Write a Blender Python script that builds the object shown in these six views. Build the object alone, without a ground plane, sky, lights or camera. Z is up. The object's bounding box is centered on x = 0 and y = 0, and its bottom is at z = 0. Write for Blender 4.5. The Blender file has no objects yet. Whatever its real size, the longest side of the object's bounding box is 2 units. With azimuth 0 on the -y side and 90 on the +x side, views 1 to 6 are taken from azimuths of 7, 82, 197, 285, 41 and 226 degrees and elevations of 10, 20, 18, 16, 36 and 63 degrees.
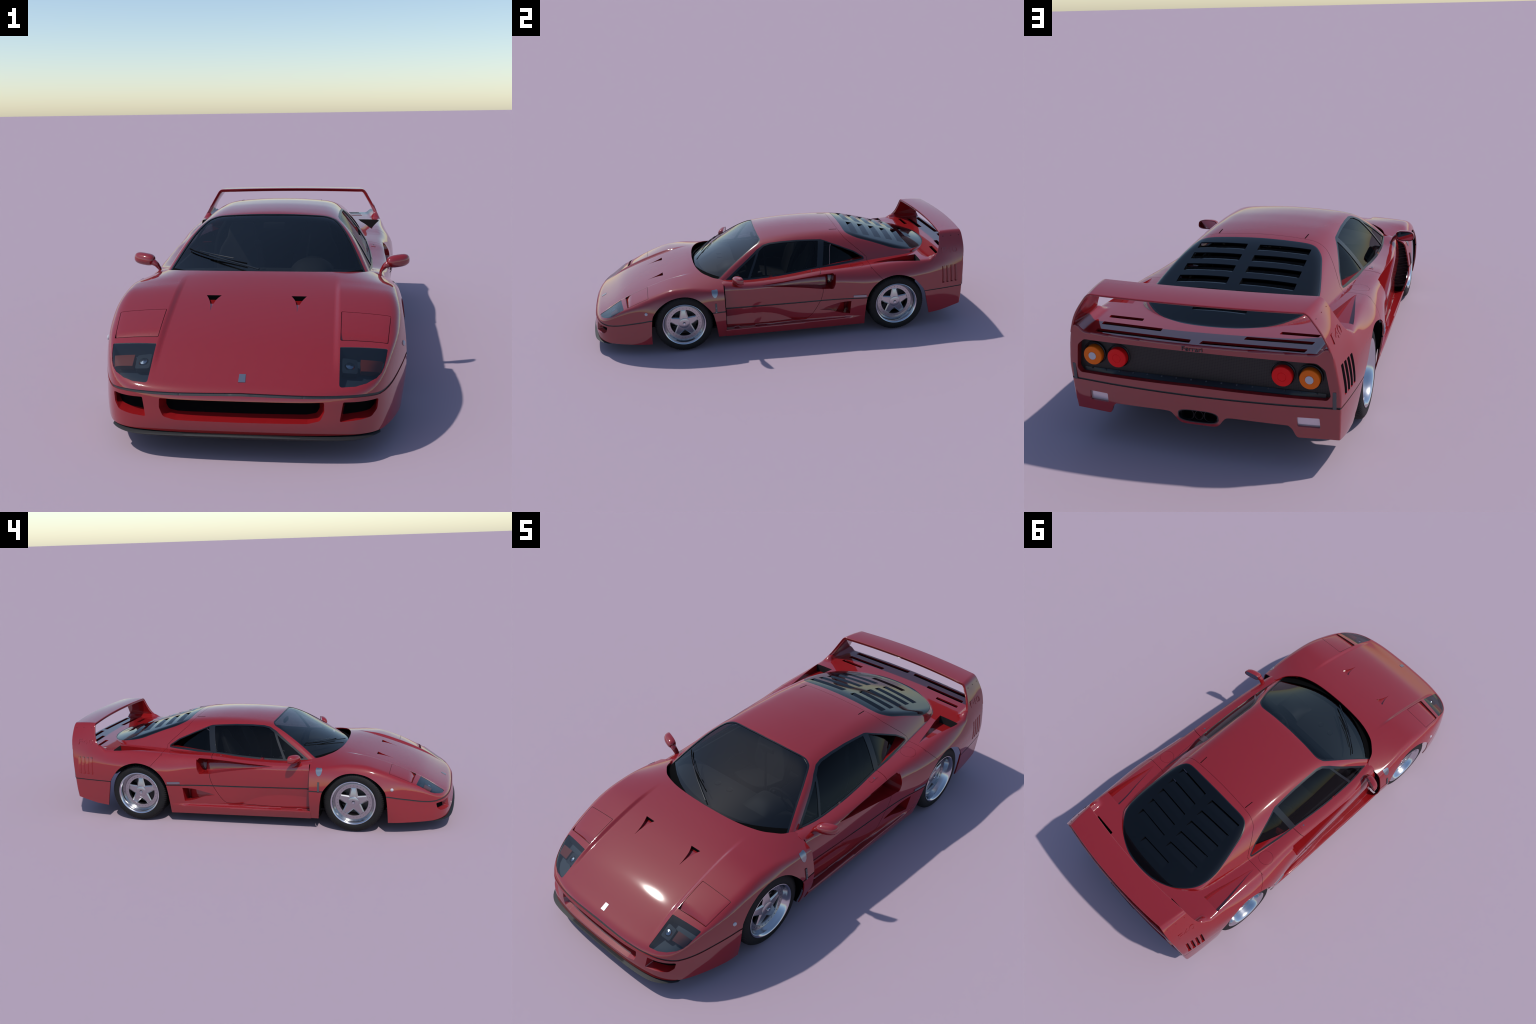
# ----------------------------------------------------------------------------
# 1. THE BODY AS SURFACES: every panel is a trimmed piece of two smooth solids
#    (nose section, cabin section).  Each solid is the rounded intersection of a
#    side surface x=S(y,z), a top surface z=T(x,y) and end surfaces y=F(x,z),
#    all defined by hand-placed section control points.  +x half only.
# ----------------------------------------------------------------------------
import numpy as np
from math import pi, sin, cos, tan, radians, atan2, sqrt, hypot

def pchip(xs, ys, xq):
    xs = np.asarray(xs, float); ys = np.asarray(ys, float)
    h = np.diff(xs); d = (np.diff(ys, axis=0).T / h).T
    m = np.zeros_like(ys)
    for i in range(1, len(xs) - 1):
        w1 = 2 * h[i] + h[i - 1]; w2 = h[i] + 2 * h[i - 1]
        a, b = d[i - 1], d[i]
        with np.errstate(divide='ignore', invalid='ignore'):
            hm = (w1 + w2) / (w1 / a + w2 / b)
        m[i] = np.where(a * b > 0, hm, 0.0)
    m[0] = d[0]; m[-1] = d[-1]
    xq = np.asarray(xq, float)
    k = np.clip(np.searchsorted(xs, xq) - 1, 0, len(xs) - 2)
    t = (xq - xs[k]) / h[k]
    if ys.ndim > 1:
        t = t[:, None]; hk = h[k][:, None]
    else:
        hk = h[k]
    t = np.clip(t, -0.6, 1.6)
    tc = np.clip(t, 0, 1)
    v = (ys[k] * (1 + 2 * tc) * (1 - tc) ** 2 + m[k] * hk * tc * (1 - tc) ** 2
         + ys[k + 1] * tc * tc * (3 - 2 * tc) + m[k + 1] * hk * tc * tc * (tc - 1))
    return v + np.where(t < 0, m[k] * hk * t, 0) + np.where(t > 1, m[k + 1] * hk * (t - 1), 0)

def blur(a, axis, sigma):
    if sigma <= 0: return a
    r = int(3 * sigma) + 1
    w = np.exp(-0.5 * (np.arange(-r, r + 1) / sigma) ** 2); w /= w.sum()
    a = np.moveaxis(a, axis, 0)
    lo = a[:1] + (a[:1] - a[1:2]) * np.arange(r, 0, -1).reshape((-1,) + (1,) * (a.ndim - 1))
    hi = a[-1:] + (a[-1:] - a[-2:-1]) * np.arange(1, r + 1).reshape((-1,) + (1,) * (a.ndim - 1))
    p = np.concatenate([lo, a, hi])
    out = sum(w[i] * p[i:i + len(a)] for i in range(2 * r + 1))
    return np.moveaxis(out, 0, axis)

class Net:
    """smooth surface through a small net of control values (rows: a, columns: b)"""
    def __init__(s, a, b, table, blur_a=0.02, blur_b=0.012, step=0.005):
        a = np.asarray(a, float); b = np.asarray(b, float); t = np.asarray(table, float)
        s.a0, s.b0, s.h = a[0] - .05, b[0] - .05, step
        A = np.arange(s.a0, a[-1] + .05, step); B = np.arange(s.b0, b[-1] + .05, step)
        g = pchip(a, t, A)
        g = pchip(b, g.T, B).T
        g = blur(blur(g, 0, blur_a / step), 1, blur_b / step)
        s.g = g
    def __call__(s, a, b):
        n, m = s.g.shape
        fa = np.clip((a - s.a0) / s.h, 1, n - 2.001); fb = np.clip((b - s.b0) / s.h, 1, m - 2.001)
        i = fa.astype(int); j = fb.astype(int); i = np.minimum(i, n - 3); j = np.minimum(j, m - 3)
        u = fa - i; v = fb - j
        def w(t): return (-.5*t+t*t-.5*t**3, 1-2.5*t*t+1.5*t**3, .5*t+2*t*t-1.5*t**3, -.5*t*t+.5*t**3)
        wu, wv = w(u), w(v); r = 0
        for p in range(4):
            row = 0
            for q in range(4): row = row + wv[q] * s.g[i + p - 1, j + q - 1]
            r = r + wu[p] * row
        return r

class Line:
    def __init__(s, x, y, sig=0.015, step=0.004):
        s.x0, s.h = x[0] - .1, step
        X = np.arange(s.x0, x[-1] + .1, step)
        s.g = blur(pchip(x, y, X), 0, sig / step)
    def __call__(s, x):
        f = np.clip((np.asarray(x, float) - s.x0) / s.h, 1, len(s.g) - 2.001); i = np.minimum(f.astype(int), len(s.g) - 3); t = f - i
        g = s.g
        return (g[i-1]*(-.5*t+t*t-.5*t**3)+g[i]*(1-2.5*t*t+1.5*t**3)+g[i+1]*(.5*t+2*t*t-1.5*t**3)+g[i+2]*(-.5*t*t+.5*t**3))

def smax(a, b, k):
    h = np.maximum(k - np.abs(a - b), 0) / k
    return np.maximum(a, b) + h * h * h * k / 6
def smin(a, b, k): return -smax(-a, -b, k)
def sstep(t):
    t = np.clip(t, 0, 1); return t * t * t * (t * (6 * t - 15) + 10)

# --- nose section -------------------------------------------------------------
NOSE_SIDE = Net([-1.0, -.9, -.8, -.7, -.6, -.5, -.4, -.3],
    [.05, .10, .15, .20, .25, .30, .34],
    [[.352, .356, .358, .350, .32, .28, .25],
     [.386, .391, .394, .390, .367, .33, .29],
     [.399, .406, .411, .410, .390, .358, .33],
     [.409, .417, .425, .427, .411, .392, .365],
     [.411, .422, .432, .437, .429, .413, .387],
     [.411, .424, .436, .441, .436, .422, .397],
     [.405, .423, .436, .441, .435, .424, .402],
     [.397, .418, .433, .438, .431, .420, .399]])
HOOD_MID = Line([-1.02, -.985, -.934, -.88, -.83, -.76, -.685, -.605, -.527, -.45, -.38, -.28],
                [.150, .172, .1985, .228, .254, .282, .3075, .332, .352, .368, .376, .382])
HOOD_DROP = Line([-1.0, -.93, -.81, -.69, -.6, -.5, -.4, -.3], [.026, .026, .025, .017, .014, .021, .039, .054])
HOOD_STEP = Line([-1.0, -.93, -.84, -.7, -.58, -.5, -.45, -.3], [0, 0, .006, .0085, .008, .002, 0, 0])
NOSE_PLAN = Line([0, .1, .2, .268, .31, .344, .38, .41, .44], [-.992, -.9905, -.985, -.9755, -.956, -.922, -.845, -.75, -.64], .012)
NOSE_Z = Line([.04, .06, .08, .10, .13, .16, .19, .25], [.016, .008, .001, -.002, .001, .003, .006, .03], .012)
NOSE_CORNER = Line([0, .15, .22, .268, .31, .36, .44], [.004, .005, .009, .0135, .0140, .0105, .006], .012)
NOSE_WAIST = Line([.03, .058, .09, .13, .3], [.15, .2, .85, 1, 1], .012)
SHOULDER_A = Line([-1.0, -.8, -.6, -.45, -.3], [.045, .040, .030, .020, .014])
def hood(x, y):
    return (HOOD_MID(y) - HOOD_DROP(y) * (x / .38) ** 2 * (.5 + .5 * (x / .38) ** 2)
            + HOOD_STEP(y) * sstep((x - .222) / .022) )
def nose_field(p):
    x, y, z = p[..., 0], p[..., 1], p[..., 2]; x = np.sqrt(x * x + 1e-8)
    a = x - NOSE_SIDE(y, z)
    b = (z - hood(x, y)) * .93
    c = (NOSE_PLAN(x) + NOSE_Z(z) + NOSE_CORNER(x) * NOSE_WAIST(z) - y) * .95
    return smax(smax(a, b, SHOULDER_A(y)), c, .032)

# --- cabin and tail section -----------------------------------------------------
BODY_SIDE = Net([-.45, -.3, -.1, .1, .2, .3, .44, .55, .7, .8, .9, 1.0],
    [.05, .10, .15, .20, .25, .30, .34, .37, .42, .50],
    [[.33, .347, .366, .378, .384, .380, .360, .34, .31, .27],
     [.340, .358, .377, .388, .393, .391, .378, .36, .33, .29],
     [.352, .370, .388, .400, .407, .407, .394, .375, .34, .30],
     [.382, .400, .408, .411, .416, .417, .402, .38, .35, .30],
     [.395, .408, .413, .415, .420, .422, .404, .38, .35, .30],
     [.402, .413, .419, .423, .429, .428, .407, .38, .35, .30],
     [.413, .427, .438, .446, .450, .444, .420, .388, .35, .30],
     [.415, .430, .442, .450, .456, .451, .428, .394, .35, .30],
     [.410, .422, .432, .440, .446, .444, .426, .402, .36, .31],
     [.406, .418, .426, .432, .437, .435, .424, .409, .382, .340],
     [.402, .412, .417, .421, .425, .419, .411, .402, .383, .335],
     [.399, .404, .406, .406, .407, .402, .397, .391, .374, .317]])
SHELF = Line([-.5, -.34, -.3, -.18, -.05, .08, .2, .4, .48, .6, .75, .85, 1.0], [.29, .333, .341, .334, .338, .3465, .357, .363, .367, .3705, .372, .3735, .375], .012)
TAIL_BOW = Line([0, .1, .2, .29, .355, .41, .46], [.991, .989, .984, .977, .9695, .9635, .945])
TAIL_Z = Line([.05, .116, .16, .21, .264, .36, .40], [-.022, -.008, -.003, 0, .004, .009, .009])
SHOULDER_B = Line([-.4, -.2, .1, .4, .6, .8, 1.0], [.040, .034, .024, .020, .020, .020, .018])
SILL_OUT = Net([-.45, -.34, 0, .25, .44, .6], [.03, .05, .10, .13],
    [[.387, .397, .419, .426], [.388, .398, .421, .428], [.394, .405, .425, .431],
     [.399, .410, .426, .431], [.402, .411, .423, .428], [.39, .39, .39, .39]], .01, .004)
def hull_field(p):
    x, y, z = p[..., 0], p[..., 1], p[..., 2]; x = np.sqrt(x * x + 1e-8)
    side = BODY_SIDE(y, z)
    a = x - side
    foot = sstep((y - .775) / .05) * sstep((x - side + .052) / .045)      # fillet up to the wing's end plates
    b = z - (SHELF(y) + .018 * foot - .012 * np.clip((x - .33) / .07, 0, 3) ** 2 * np.clip((.62 - y) / .4, .15, 1) * (1 - foot))
    c = y - TAIL_BOW(x) - TAIL_Z(z)
    body = smax(smax(a, b, SHOULDER_B(y)), c, .008)
    sill = smax(smax(x - SILL_OUT(y, z), z - .0985 + .16 * (.42 - x) * np.clip((.15 - y) / .2, 0, 1), .010), y - .42, .01)
    return smin(body, sill, .010)

CABIN_BASE = Line([-.5, -.3, -.1, .05, .2, .35, .455, .56, .66, .76, .84, .9],
                  [.30, .3215, .334, .338, .337, .331, .3235, .314, .302, .278, .245, .21], .02)
CABIN_TUMBLE = Line([.30, .357, .40, .44, .481, .52], [-.036, 0, .027, .057, .093, .132], .012)
ROOF = Line([-.3, -.12, -.05, .03, .12, .2, .3, .38, .43, .5, .66, .84, .95],
            [.469, .4995, .508, .5143, .5178, .518, .5145, .507, .4975, .4785, .4330, .3780, .345], .018)
WIND_MID = Line([.30, .37, .44, .497, .54], [-.562, -.398, -.236, -.100, 0], .01)
WIND_SAG = Line([.30, .345, .42, .50, .54], [1.62, 1.38, .92, .45, .3], .01)
def cabin_field(p):
    x, y, z = p[..., 0], p[..., 1], p[..., 2]; x = np.sqrt(x * x + 1e-8)
    a = (x - CABIN_BASE(y) + CABIN_TUMBLE(z)) * .8
    b = (z - ROOF(y) + (.30 + .05 * sstep((y - .5) / .25)) * x * x) * .97
    c = (WIND_MID(z) + WIND_SAG(z) * x * x - y) * .42
    d = (y - .878 + 2.45 * np.abs(x) ** 2.2) * .5
    return smax(smax(smax(a, b, .05 - .03 * sstep((y - .3) / .25)), c, .014), d, .012)
def body_field(p):
    return smin(hull_field(p), cabin_field(p), .0015)

def gradient(f, p, e=4e-4):
    g = np.empty_like(p)
    for k in range(3):
        d = np.zeros(3); d[k] = e
        g[..., k] = (f(p + d) - f(p - d)) / (2 * e)
    return g
def normals_of(f, p):
    g = gradient(f, p); return g / np.maximum(np.linalg.norm(g, axis=-1, keepdims=True), 1e-9)
def settle(f, p, n=4):
    for _ in range(n):
        g = gradient(f, p); v = f(p)
        p = p - np.clip(v / np.maximum((g * g).sum(-1), .05), -.02, .02)[..., None] * g
    return p

def net_surface(f, lo, hi, h):
    """dual (surface-net) quads of the zero set of f inside a box"""
    ax = [np.arange(lo[k], hi[k] + h, h) for k in range(3)]
    n = [len(a) for a in ax]
    val = np.empty(n)
    for i in range(n[1]):                                   # slab by slab
        X, Z = np.meshgrid(ax[0], ax[2], indexing='ij')
        val[:, i, :] = f(np.stack([X, np.full_like(X, ax[1][i]), Z], -1))
    s = val < 0
    cell = np.zeros([k - 1 for k in n], int)
    for a in (0, 1):
        for b in (0, 1):
            for c in (0, 1):
                cell += s[a:n[0]-1+a, b:n[1]-1+b, c:n[2]-1+c]
    idx = np.full(cell.shape, -1); m = (cell > 0) & (cell < 8)
    idx[m] = np.arange(m.sum())
    I = np.argwhere(m)
    P = np.stack([ax[k][I[:, k]] + h / 2 for k in range(3)], -1)
    quads = []
    for k in range(3):
        a = [slice(None)] * 3; b = [slice(None)] * 3
        a[k] = slice(0, n[k] - 1); b[k] = slice(1, n[k])
        e = np.argwhere(s[tuple(a)] != s[tuple(b)])
        u, v = (k + 1) % 3, (k + 2) % 3
        ok = (e[:, u] > 0) & (e[:, v] > 0) & (e[:, u] < n[u] - 1) & (e[:, v] < n[v] - 1); e = e[ok]
        out = s[tuple(e.T)]
        def c(du, dv):
            q = e.copy(); q[:, u] -= du; q[:, v] -= dv; return idx[tuple(q.T)]
        q = np.stack([c(1, 1), c(0, 1), c(0, 0), c(1, 0)], 1)
        q[~out] = q[~out][:, ::-1]
        quads.append(q)
    Q = np.concatenate(quads); Q = Q[(Q >= 0).all(1)]
    return settle(f, P, 6), Q
# ----------------------------------------------------------------------------
# 2. TRIMMING: split a shell along outlines, name the faces, sink recesses
# ----------------------------------------------------------------------------
import bpy, bmesh
from mathutils import Vector, Matrix

def spline(pts, n=8, closed=False):
    P = np.asarray(pts, float); N = len(P); out = []
    rng = range(N if closed else N - 1)
    for i in rng:
        g = lambda k: P[k % N] if closed else P[min(max(k, 0), N - 1)]
        a, b, c, d = g(i - 1), g(i), g(i + 1), g(i + 2)
        for t in np.arange(n) / n:
            out.append(.5 * ((2 * b) + (c - a) * t + (2 * a - 5 * b + 4 * c - d) * t * t + (3 * b - a - 3 * c + d) * t ** 3))
    if not closed: out.append(P[-1])
    return np.array(out)

def rounded(pts, r, n=5):
    """closed polygon with filleted corners; r is one radius or one per corner"""
    P = np.asarray(pts, float); N = len(P); out = []
    for i in range(N):
        rr = r[i] if hasattr(r, '__len__') else r
        a, b, c = P[i - 1], P[i], P[(i + 1) % N]
        if rr <= 0: out.append(b); continue
        u = (a - b); v = (c - b); lu, lv = np.linalg.norm(u), np.linalg.norm(v); u /= lu; v /= lv
        th = np.arccos(np.clip(u @ v, -1, 1)); d = min(rr / max(tan(th / 2), .05), lu * .48, lv * .48)
        p, q = b + u * d, b + v * d
        for t in np.arange(n + 1) / n:
            out.append((1 - t) ** 2 * p + 2 * t * (1 - t) * b + t * t * q)
    return np.array(out)

def offset_line(P, d, closed=False):
    P = np.asarray(P, float)
    if closed: t = np.roll(P, -1, 0) - np.roll(P, 1, 0)
    else: t = np.gradient(P, axis=0)
    t /= np.maximum(np.linalg.norm(t, axis=1, keepdims=True), 1e-9)
    return P + d * np.stack([-t[:, 1], t[:, 0]], 1)

def band(P, w):
    return np.concatenate([offset_line(P, w / 2), offset_line(P, -w / 2)[::-1]])

def inside(poly, Q):
    x, y = Q[:, 0], Q[:, 1]; r = np.zeros(len(Q), bool); a = poly[-1]
    for b in poly:
        if a[1] != b[1]:
            m = ((a[1] > y) != (b[1] > y)) & (x < (b[0] - a[0]) * (y - a[1]) / (b[1] - a[1]) + a[0])
            r ^= m
        a = b
    return r

def line_distance(P, Q, closed):
    A = P; B = np.roll(P, -1, 0)
    if not closed: A, B = A[:-1], B[:-1]
    best = np.full(len(Q), 1e9)
    for a, b in zip(A, B):
        d = b - a; t = np.clip(((Q - a) @ d) / max(d @ d, 1e-12), 0, 1)
        e = Q - a - t[:, None] * d
        best = np.minimum(best, (e * e).sum(1))
    return np.sqrt(best)

SIDE, TOP, END = (1, 2), (0, 1), (0, 2)      # projections (y,z) (x,y) (x,z)

class Shell:
    def __init__(s, f, lo, hi, h, crease=None):
        V, Q = net_surface(f, lo, hi, h)
        if crease is not None:                                   # pull near vertices onto the line where two solids meet
            g, k = crease
            m = (np.abs(g(V)) < .55 * h) & (np.abs(k(V)) < .55 * h) & (V[:, 2] > .32); P = V[m]
            for _ in range(6):
                A = np.stack([gradient(g, P), gradient(k, P)], 1); r = np.stack([g(P), k(P)], 1)
                G = A @ A.transpose(0, 2, 1) + 1e-4 * np.eye(2)
                P = P - np.einsum('nij,ni->nj', A, np.linalg.solve(G, r[..., None])[..., 0])
            ok = np.linalg.norm(P - V[m], axis=1) < 1.6 * h
            V[np.flatnonzero(m)[ok]] = P[ok]
        s.f, s.h, s.V = f, h, V
        s.F = np.concatenate([Q[:, [0, 1, 2]], Q[:, [0, 2, 3]]])
        s.L = np.zeros(len(s.F), int); s.names = ['body']
        s.level(lambda P: P[:, 0]); s.drop(s.centres()[:, 0] < 0)
    def code(s, n):
        if n not in s.names: s.names.append(n)
        return s.names.index(n)
    def centres(s): return s.V[s.F].mean(1)
    def facing(s):
        a, b, c = (s.V[s.F[:, k]] for k in range(3)); n = np.cross(b - a, c - a)
        return n / np.maximum(np.linalg.norm(n, axis=1, keepdims=True), 1e-12)
    def drop(s, mask): s.F, s.L = s.F[~mask], s.L[~mask]
    def level(s, phi, where=None):
        """split faces along phi = 0"""
        v = phi(s.V); v = np.where(np.abs(v) < 1e-6, 1e-6, v); sg = v > 0
        t = sg[s.F]; k = t.sum(1); cross = (k > 0) & (k < 3)
        if where is not None:
            m = where(s.centres(), s.facing()); 
            near = np.zeros(len(s.V), bool); near[s.F[m]] = True
            cross &= near[s.F].all(1)
        T, L = s.F[cross], s.L[cross]; t = t[cross]; k = k[cross]
        odd = np.where(k == 1, np.argmax(t, 1), np.argmin(t, 1)); i = np.arange(len(T))
        a, b, c = T[i, odd], T[i, (odd + 1) % 3], T[i, (odd + 2) % 3]
        new = {}; pts = []
        def mid(p, q):
            key = (p, q) if p < q else (q, p)
            if key not in new:
                w = v[key[0]] / (v[key[0]] - v[key[1]])
                new[key] = len(s.V) + len(pts); pts.append(s.V[key[0]] * (1 - w) + s.V[key[1]] * w)
            return new[key]
        out, lab = [], []
        for p, q, r, l in zip(a.tolist(), b.tolist(), c.tolist(), L.tolist()):
            pq, pr = mid(p, q), mid(p, r)
            out += [(p, pq, pr), (pq, q, r), (pq, r, pr)]; lab += [l] * 3
        if out:
            s.F = np.concatenate([s.F[~cross], np.array(out)]); s.L = np.concatenate([s.L[~cross], np.array(lab)])
            s.V = np.concatenate([s.V, np.array(pts)])
    def cut(s, poly, axes, where=None, closed=True):
        """split faces along a polygon seen in projection"""
        P = np.asarray(poly, float); C = s.centres(); Q = C[:, axes]
        lo, hi = P.min(0) - 3 * s.h, P.max(0) + 3 * s.h
        m = ((Q > lo) & (Q < hi)).all(1)
        if where is not None: m &= where(C, s.facing())
        i = np.flatnonzero(m)
        i = i[line_distance(P, Q[i], closed) < 2.6 * s.h]
        if not len(i): return
        bm = bmesh.new(); used = np.unique(s.F[i]); back = {}
        bv = {}
        for u in used.tolist(): bv[u] = bm.verts.new(s.V[u])
        for f in i.tolist():
            t = s.F[f]
            try: face = bm.faces.new((bv[t[0]], bv[t[1]], bv[t[2]])); face.material_index = int(s.L[f])
            except ValueError: pass
        ax, ay = axes
        n = len(P) if closed else len(P) - 1
        for k in range(n):
            a, b = P[k], P[(k + 1) % len(P)]; d = b - a
            ln = np.hypot(*d)
            if ln < 1e-7: continue
            x0, x1 = min(a[0], b[0]) - 1e-4, max(a[0], b[0]) + 1e-4; y0, y1 = min(a[1], b[1]) - 1e-4, max(a[1], b[1]) + 1e-4
            nx, ny = -d[1] / ln, d[0] / ln
            faces = []
            for f in bm.faces:
                xs = [w.co[ax] for w in f.verts]
                if min(xs) > x1 or max(xs) < x0: continue
                ys = [w.co[ay] for w in f.verts]
                if min(ys) > y1 or max(ys) < y0: continue
                e = [(p - a[0]) * nx + (q - a[1]) * ny for p, q in zip(xs, ys)]
                if min(e) > -1e-7 or max(e) < 1e-7: continue
                faces.append(f)
            if not faces: continue
            geom = list({e for f in faces for e in f.edges}) + list({w for f in faces for w in f.verts}) + faces
            co = [0, 0, 0]; no = [0, 0, 0]; co[ax], co[ay] = a; no[ax], no[ay] = nx, ny
            bmesh.ops.bisect_plane(bm, geom=geom, dist=2e-6, plane_co=co, plane_no=no)
        bmesh.ops.triangulate(bm, faces=bm.faces[:])
        inv = {w: u for u, w in bv.items()}
        base = len(s.V); pts = []; ids = {}
        for w in bm.verts:
            if w in inv: ids[w] = inv[w]
            else: ids[w] = base + len(pts); pts.append(w.co[:])
        nf = np.array([[ids[w] for w in f.verts] for f in bm.faces]); nl = np.array([f.material_index for f in bm.faces])
        bm.free()
        keep = np.ones(len(s.F), bool); keep[i] = False
        s.F = np.concatenate([s.F[keep], nf]); s.L = np.concatenate([s.L[keep], nl])
        if pts: s.V = np.concatenate([s.V, np.array(pts)])
    def name(s, poly, axes, name, where=None, only=None, cut=True):
        if cut: s.cut(poly, axes, where)
        C = s.centres(); m = inside(np.asarray(poly, float), C[:, axes])
        if where is not None: m &= where(C, s.facing())
        if only is not None: m &= np.isin(s.L, [s.code(o) for o in only])
        if name is None: s.drop(m)
        else: s.L[m] = s.code(name)
    def take(s, *names):
        """piece (V, F, N) of the faces called so"""
        m = np.isin(s.L, [s.code(n) for n in names]); F = s.F[m]
        u, inv = np.unique(F, return_inverse=True); F = inv.reshape(-1, 3)
        V = s.V[u]
        acc = np.zeros_like(V); cnt = np.zeros(len(V)); c = V[F].mean(1)              # look a little into the piece,
        for k in range(3): np.add.at(acc, F[:, k], c); np.add.at(cnt, F[:, k], 1)     # so that creases stay crisp
        return V, F, normals_of(s.f, V + .45 * (acc / np.maximum(cnt, 1)[:, None] - V))
    def recess(s, name, depth, way=None, skip=None, shift=None):
        """sink the named faces by depth(V) along way (default: inwards); returns floor and wall pieces"""
        V, F, N = s.take(name)
        if not len(F): raise RuntimeError('nothing called ' + name)
        D = -N if way is None else np.broadcast_to(np.asarray(way, float), V.shape)
        W = V + D * np.asarray(depth(V) if callable(depth) else np.full(len(V), depth))[:, None]
        if shift is not None: W = W + shift(V)
        E = rim_edges(F)
        if skip is not None:
            mid = (V[E[:, 0]] + V[E[:, 1]]) / 2; E = E[~skip(mid)]
        E = E[np.abs(V[E]).max(axis=1)[:, 0] > 1e-5] if len(E) else E
        wall_v = np.concatenate([V, W]); n = len(V)
        wall_f = np.array([[a, b, b + n, a + n] for a, b in E])
        s.drop(s.L == s.code(name))
        return (W, F, None), (wall_v, wall_f, None)

def rim_edges(F):
    e = np.concatenate([F[:, [0, 1]], F[:, [1, 2]], F[:, [2, 0]]]); k = np.sort(e, 1)
    _, i, c = np.unique(k, axis=0, return_index=True, return_counts=True)
    return e[i[c == 1]]

def skin(piece, t=.005, inner=True):
    """outer faces with their true normals, turned-in rim, dark inner face"""
    V, F, N = piece; E = rim_edges(F); E = E[np.abs(V[E][:, :, 0]).max(1) > 1e-5]
    W = V - N * t; n = len(V)
    out = [(V, F, N, 0), (np.concatenate([V, W]), np.array([[b, a, a + n, b + n] for a, b in E]).reshape(-1, 4), None, 0)]
    if inner: out.append((W, F[:, ::-1], -N, 1))
    return out
def with_mat(p, m): return (p[0], p[1], p[2], m)
def mirrored(pc):
    V, F, N, m = pc
    return (V * [-1, 1, 1], np.asarray(F)[:, ::-1], None if N is None else N * [-1, 1, 1], m)

ROOT = None
def link(o, parent):
    bpy.context.scene.collection.objects.link(o)
    if parent is not None: o.parent = parent
    return o

def make(name, pieces, mats, parent, angle=35):
    """object from (V, F, N or None, material index) pieces"""
    me = bpy.data.meshes.new(name); vs, fs, ms, ns = [], [], [], []; base = 0; has = False
    for V, F, N, m in pieces:
        if not len(F): continue
        F = np.asarray(F)
        if F.shape[1] == 4:                      # drop degenerate wall quads
            A = V[F]; bad = (np.linalg.norm(np.cross(A[:, 2] - A[:, 0], A[:, 3] - A[:, 1]), axis=1) < 1e-12); F = F[~bad]
        if not len(F): continue
        vs.append(V); ms += [m] * len(F)
        ff = (F + base).tolist(); fs += ff; base += len(V)
        A = V[F]; fn = np.cross(A[:, 1] - A[:, 0], A[:, -1] - A[:, 0]) + np.cross(A[:, 2] - A[:, 1], A[:, -1] - A[:, 1])
        fn /= np.maximum(np.linalg.norm(fn, axis=1, keepdims=True), 1e-12)
        if N is not None: ns.append(N[F.ravel()])
        else:                                    # smooth within the angle
            acc = np.zeros((len(V), 3)); np.add.at(acc, F.ravel(), np.repeat(fn, F.shape[1], 0))
            acc /= np.maximum(np.linalg.norm(acc, axis=1, keepdims=True), 1e-12)
            ln = acc[F.ravel()]; fl = np.repeat(fn, F.shape[1], 0)
            ns.append(np.where(((ln * fl).sum(1) > cos(radians(angle)))[:, None], ln, fl))
    me.from_pydata(np.concatenate(vs).tolist(), [], fs)
    me.polygons.foreach_set('material_index', ms)
    me.polygons.foreach_set('use_smooth', [True] * len(fs))
    for m in mats: me.materials.append(m)
    me.update()
    me.normals_split_custom_set(np.concatenate(ns).tolist())
    return link(bpy.data.objects.new(name, me), parent)

def make_pair(name, pieces, mats, parent):
    a = make(name, pieces, mats, parent); b = make(name, [mirrored(p) for p in pieces], mats, parent)
    return a, b
def make_both(name, pieces, mats, parent):
    return make(name, list(pieces) + [mirrored(p) for p in pieces], mats, parent)
# ----------------------------------------------------------------------------
# 3. MATERIALS (all procedural)
# ----------------------------------------------------------------------------
def material(name, colour, rough=.5, metal=0, spec=.5, coat=0, coat_rough=.03, trans=0, ior=1.45, emit=None):
    m = bpy.data.materials.new(name); m.use_nodes = True
    b = m.node_tree.nodes['Principled BSDF']; I = b.inputs
    I['Base Color'].default_value = (*colour, 1); I['Roughness'].default_value = rough
    I['Metallic'].default_value = metal; I['Specular IOR Level'].default_value = spec; I['IOR'].default_value = ior
    I['Coat Weight'].default_value = coat; I['Coat Roughness'].default_value = coat_rough
    I['Transmission Weight'].default_value = trans
    return m
def nodes(m): return m.node_tree.nodes, m.node_tree.links, m.node_tree.nodes['Principled BSDF']

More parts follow.
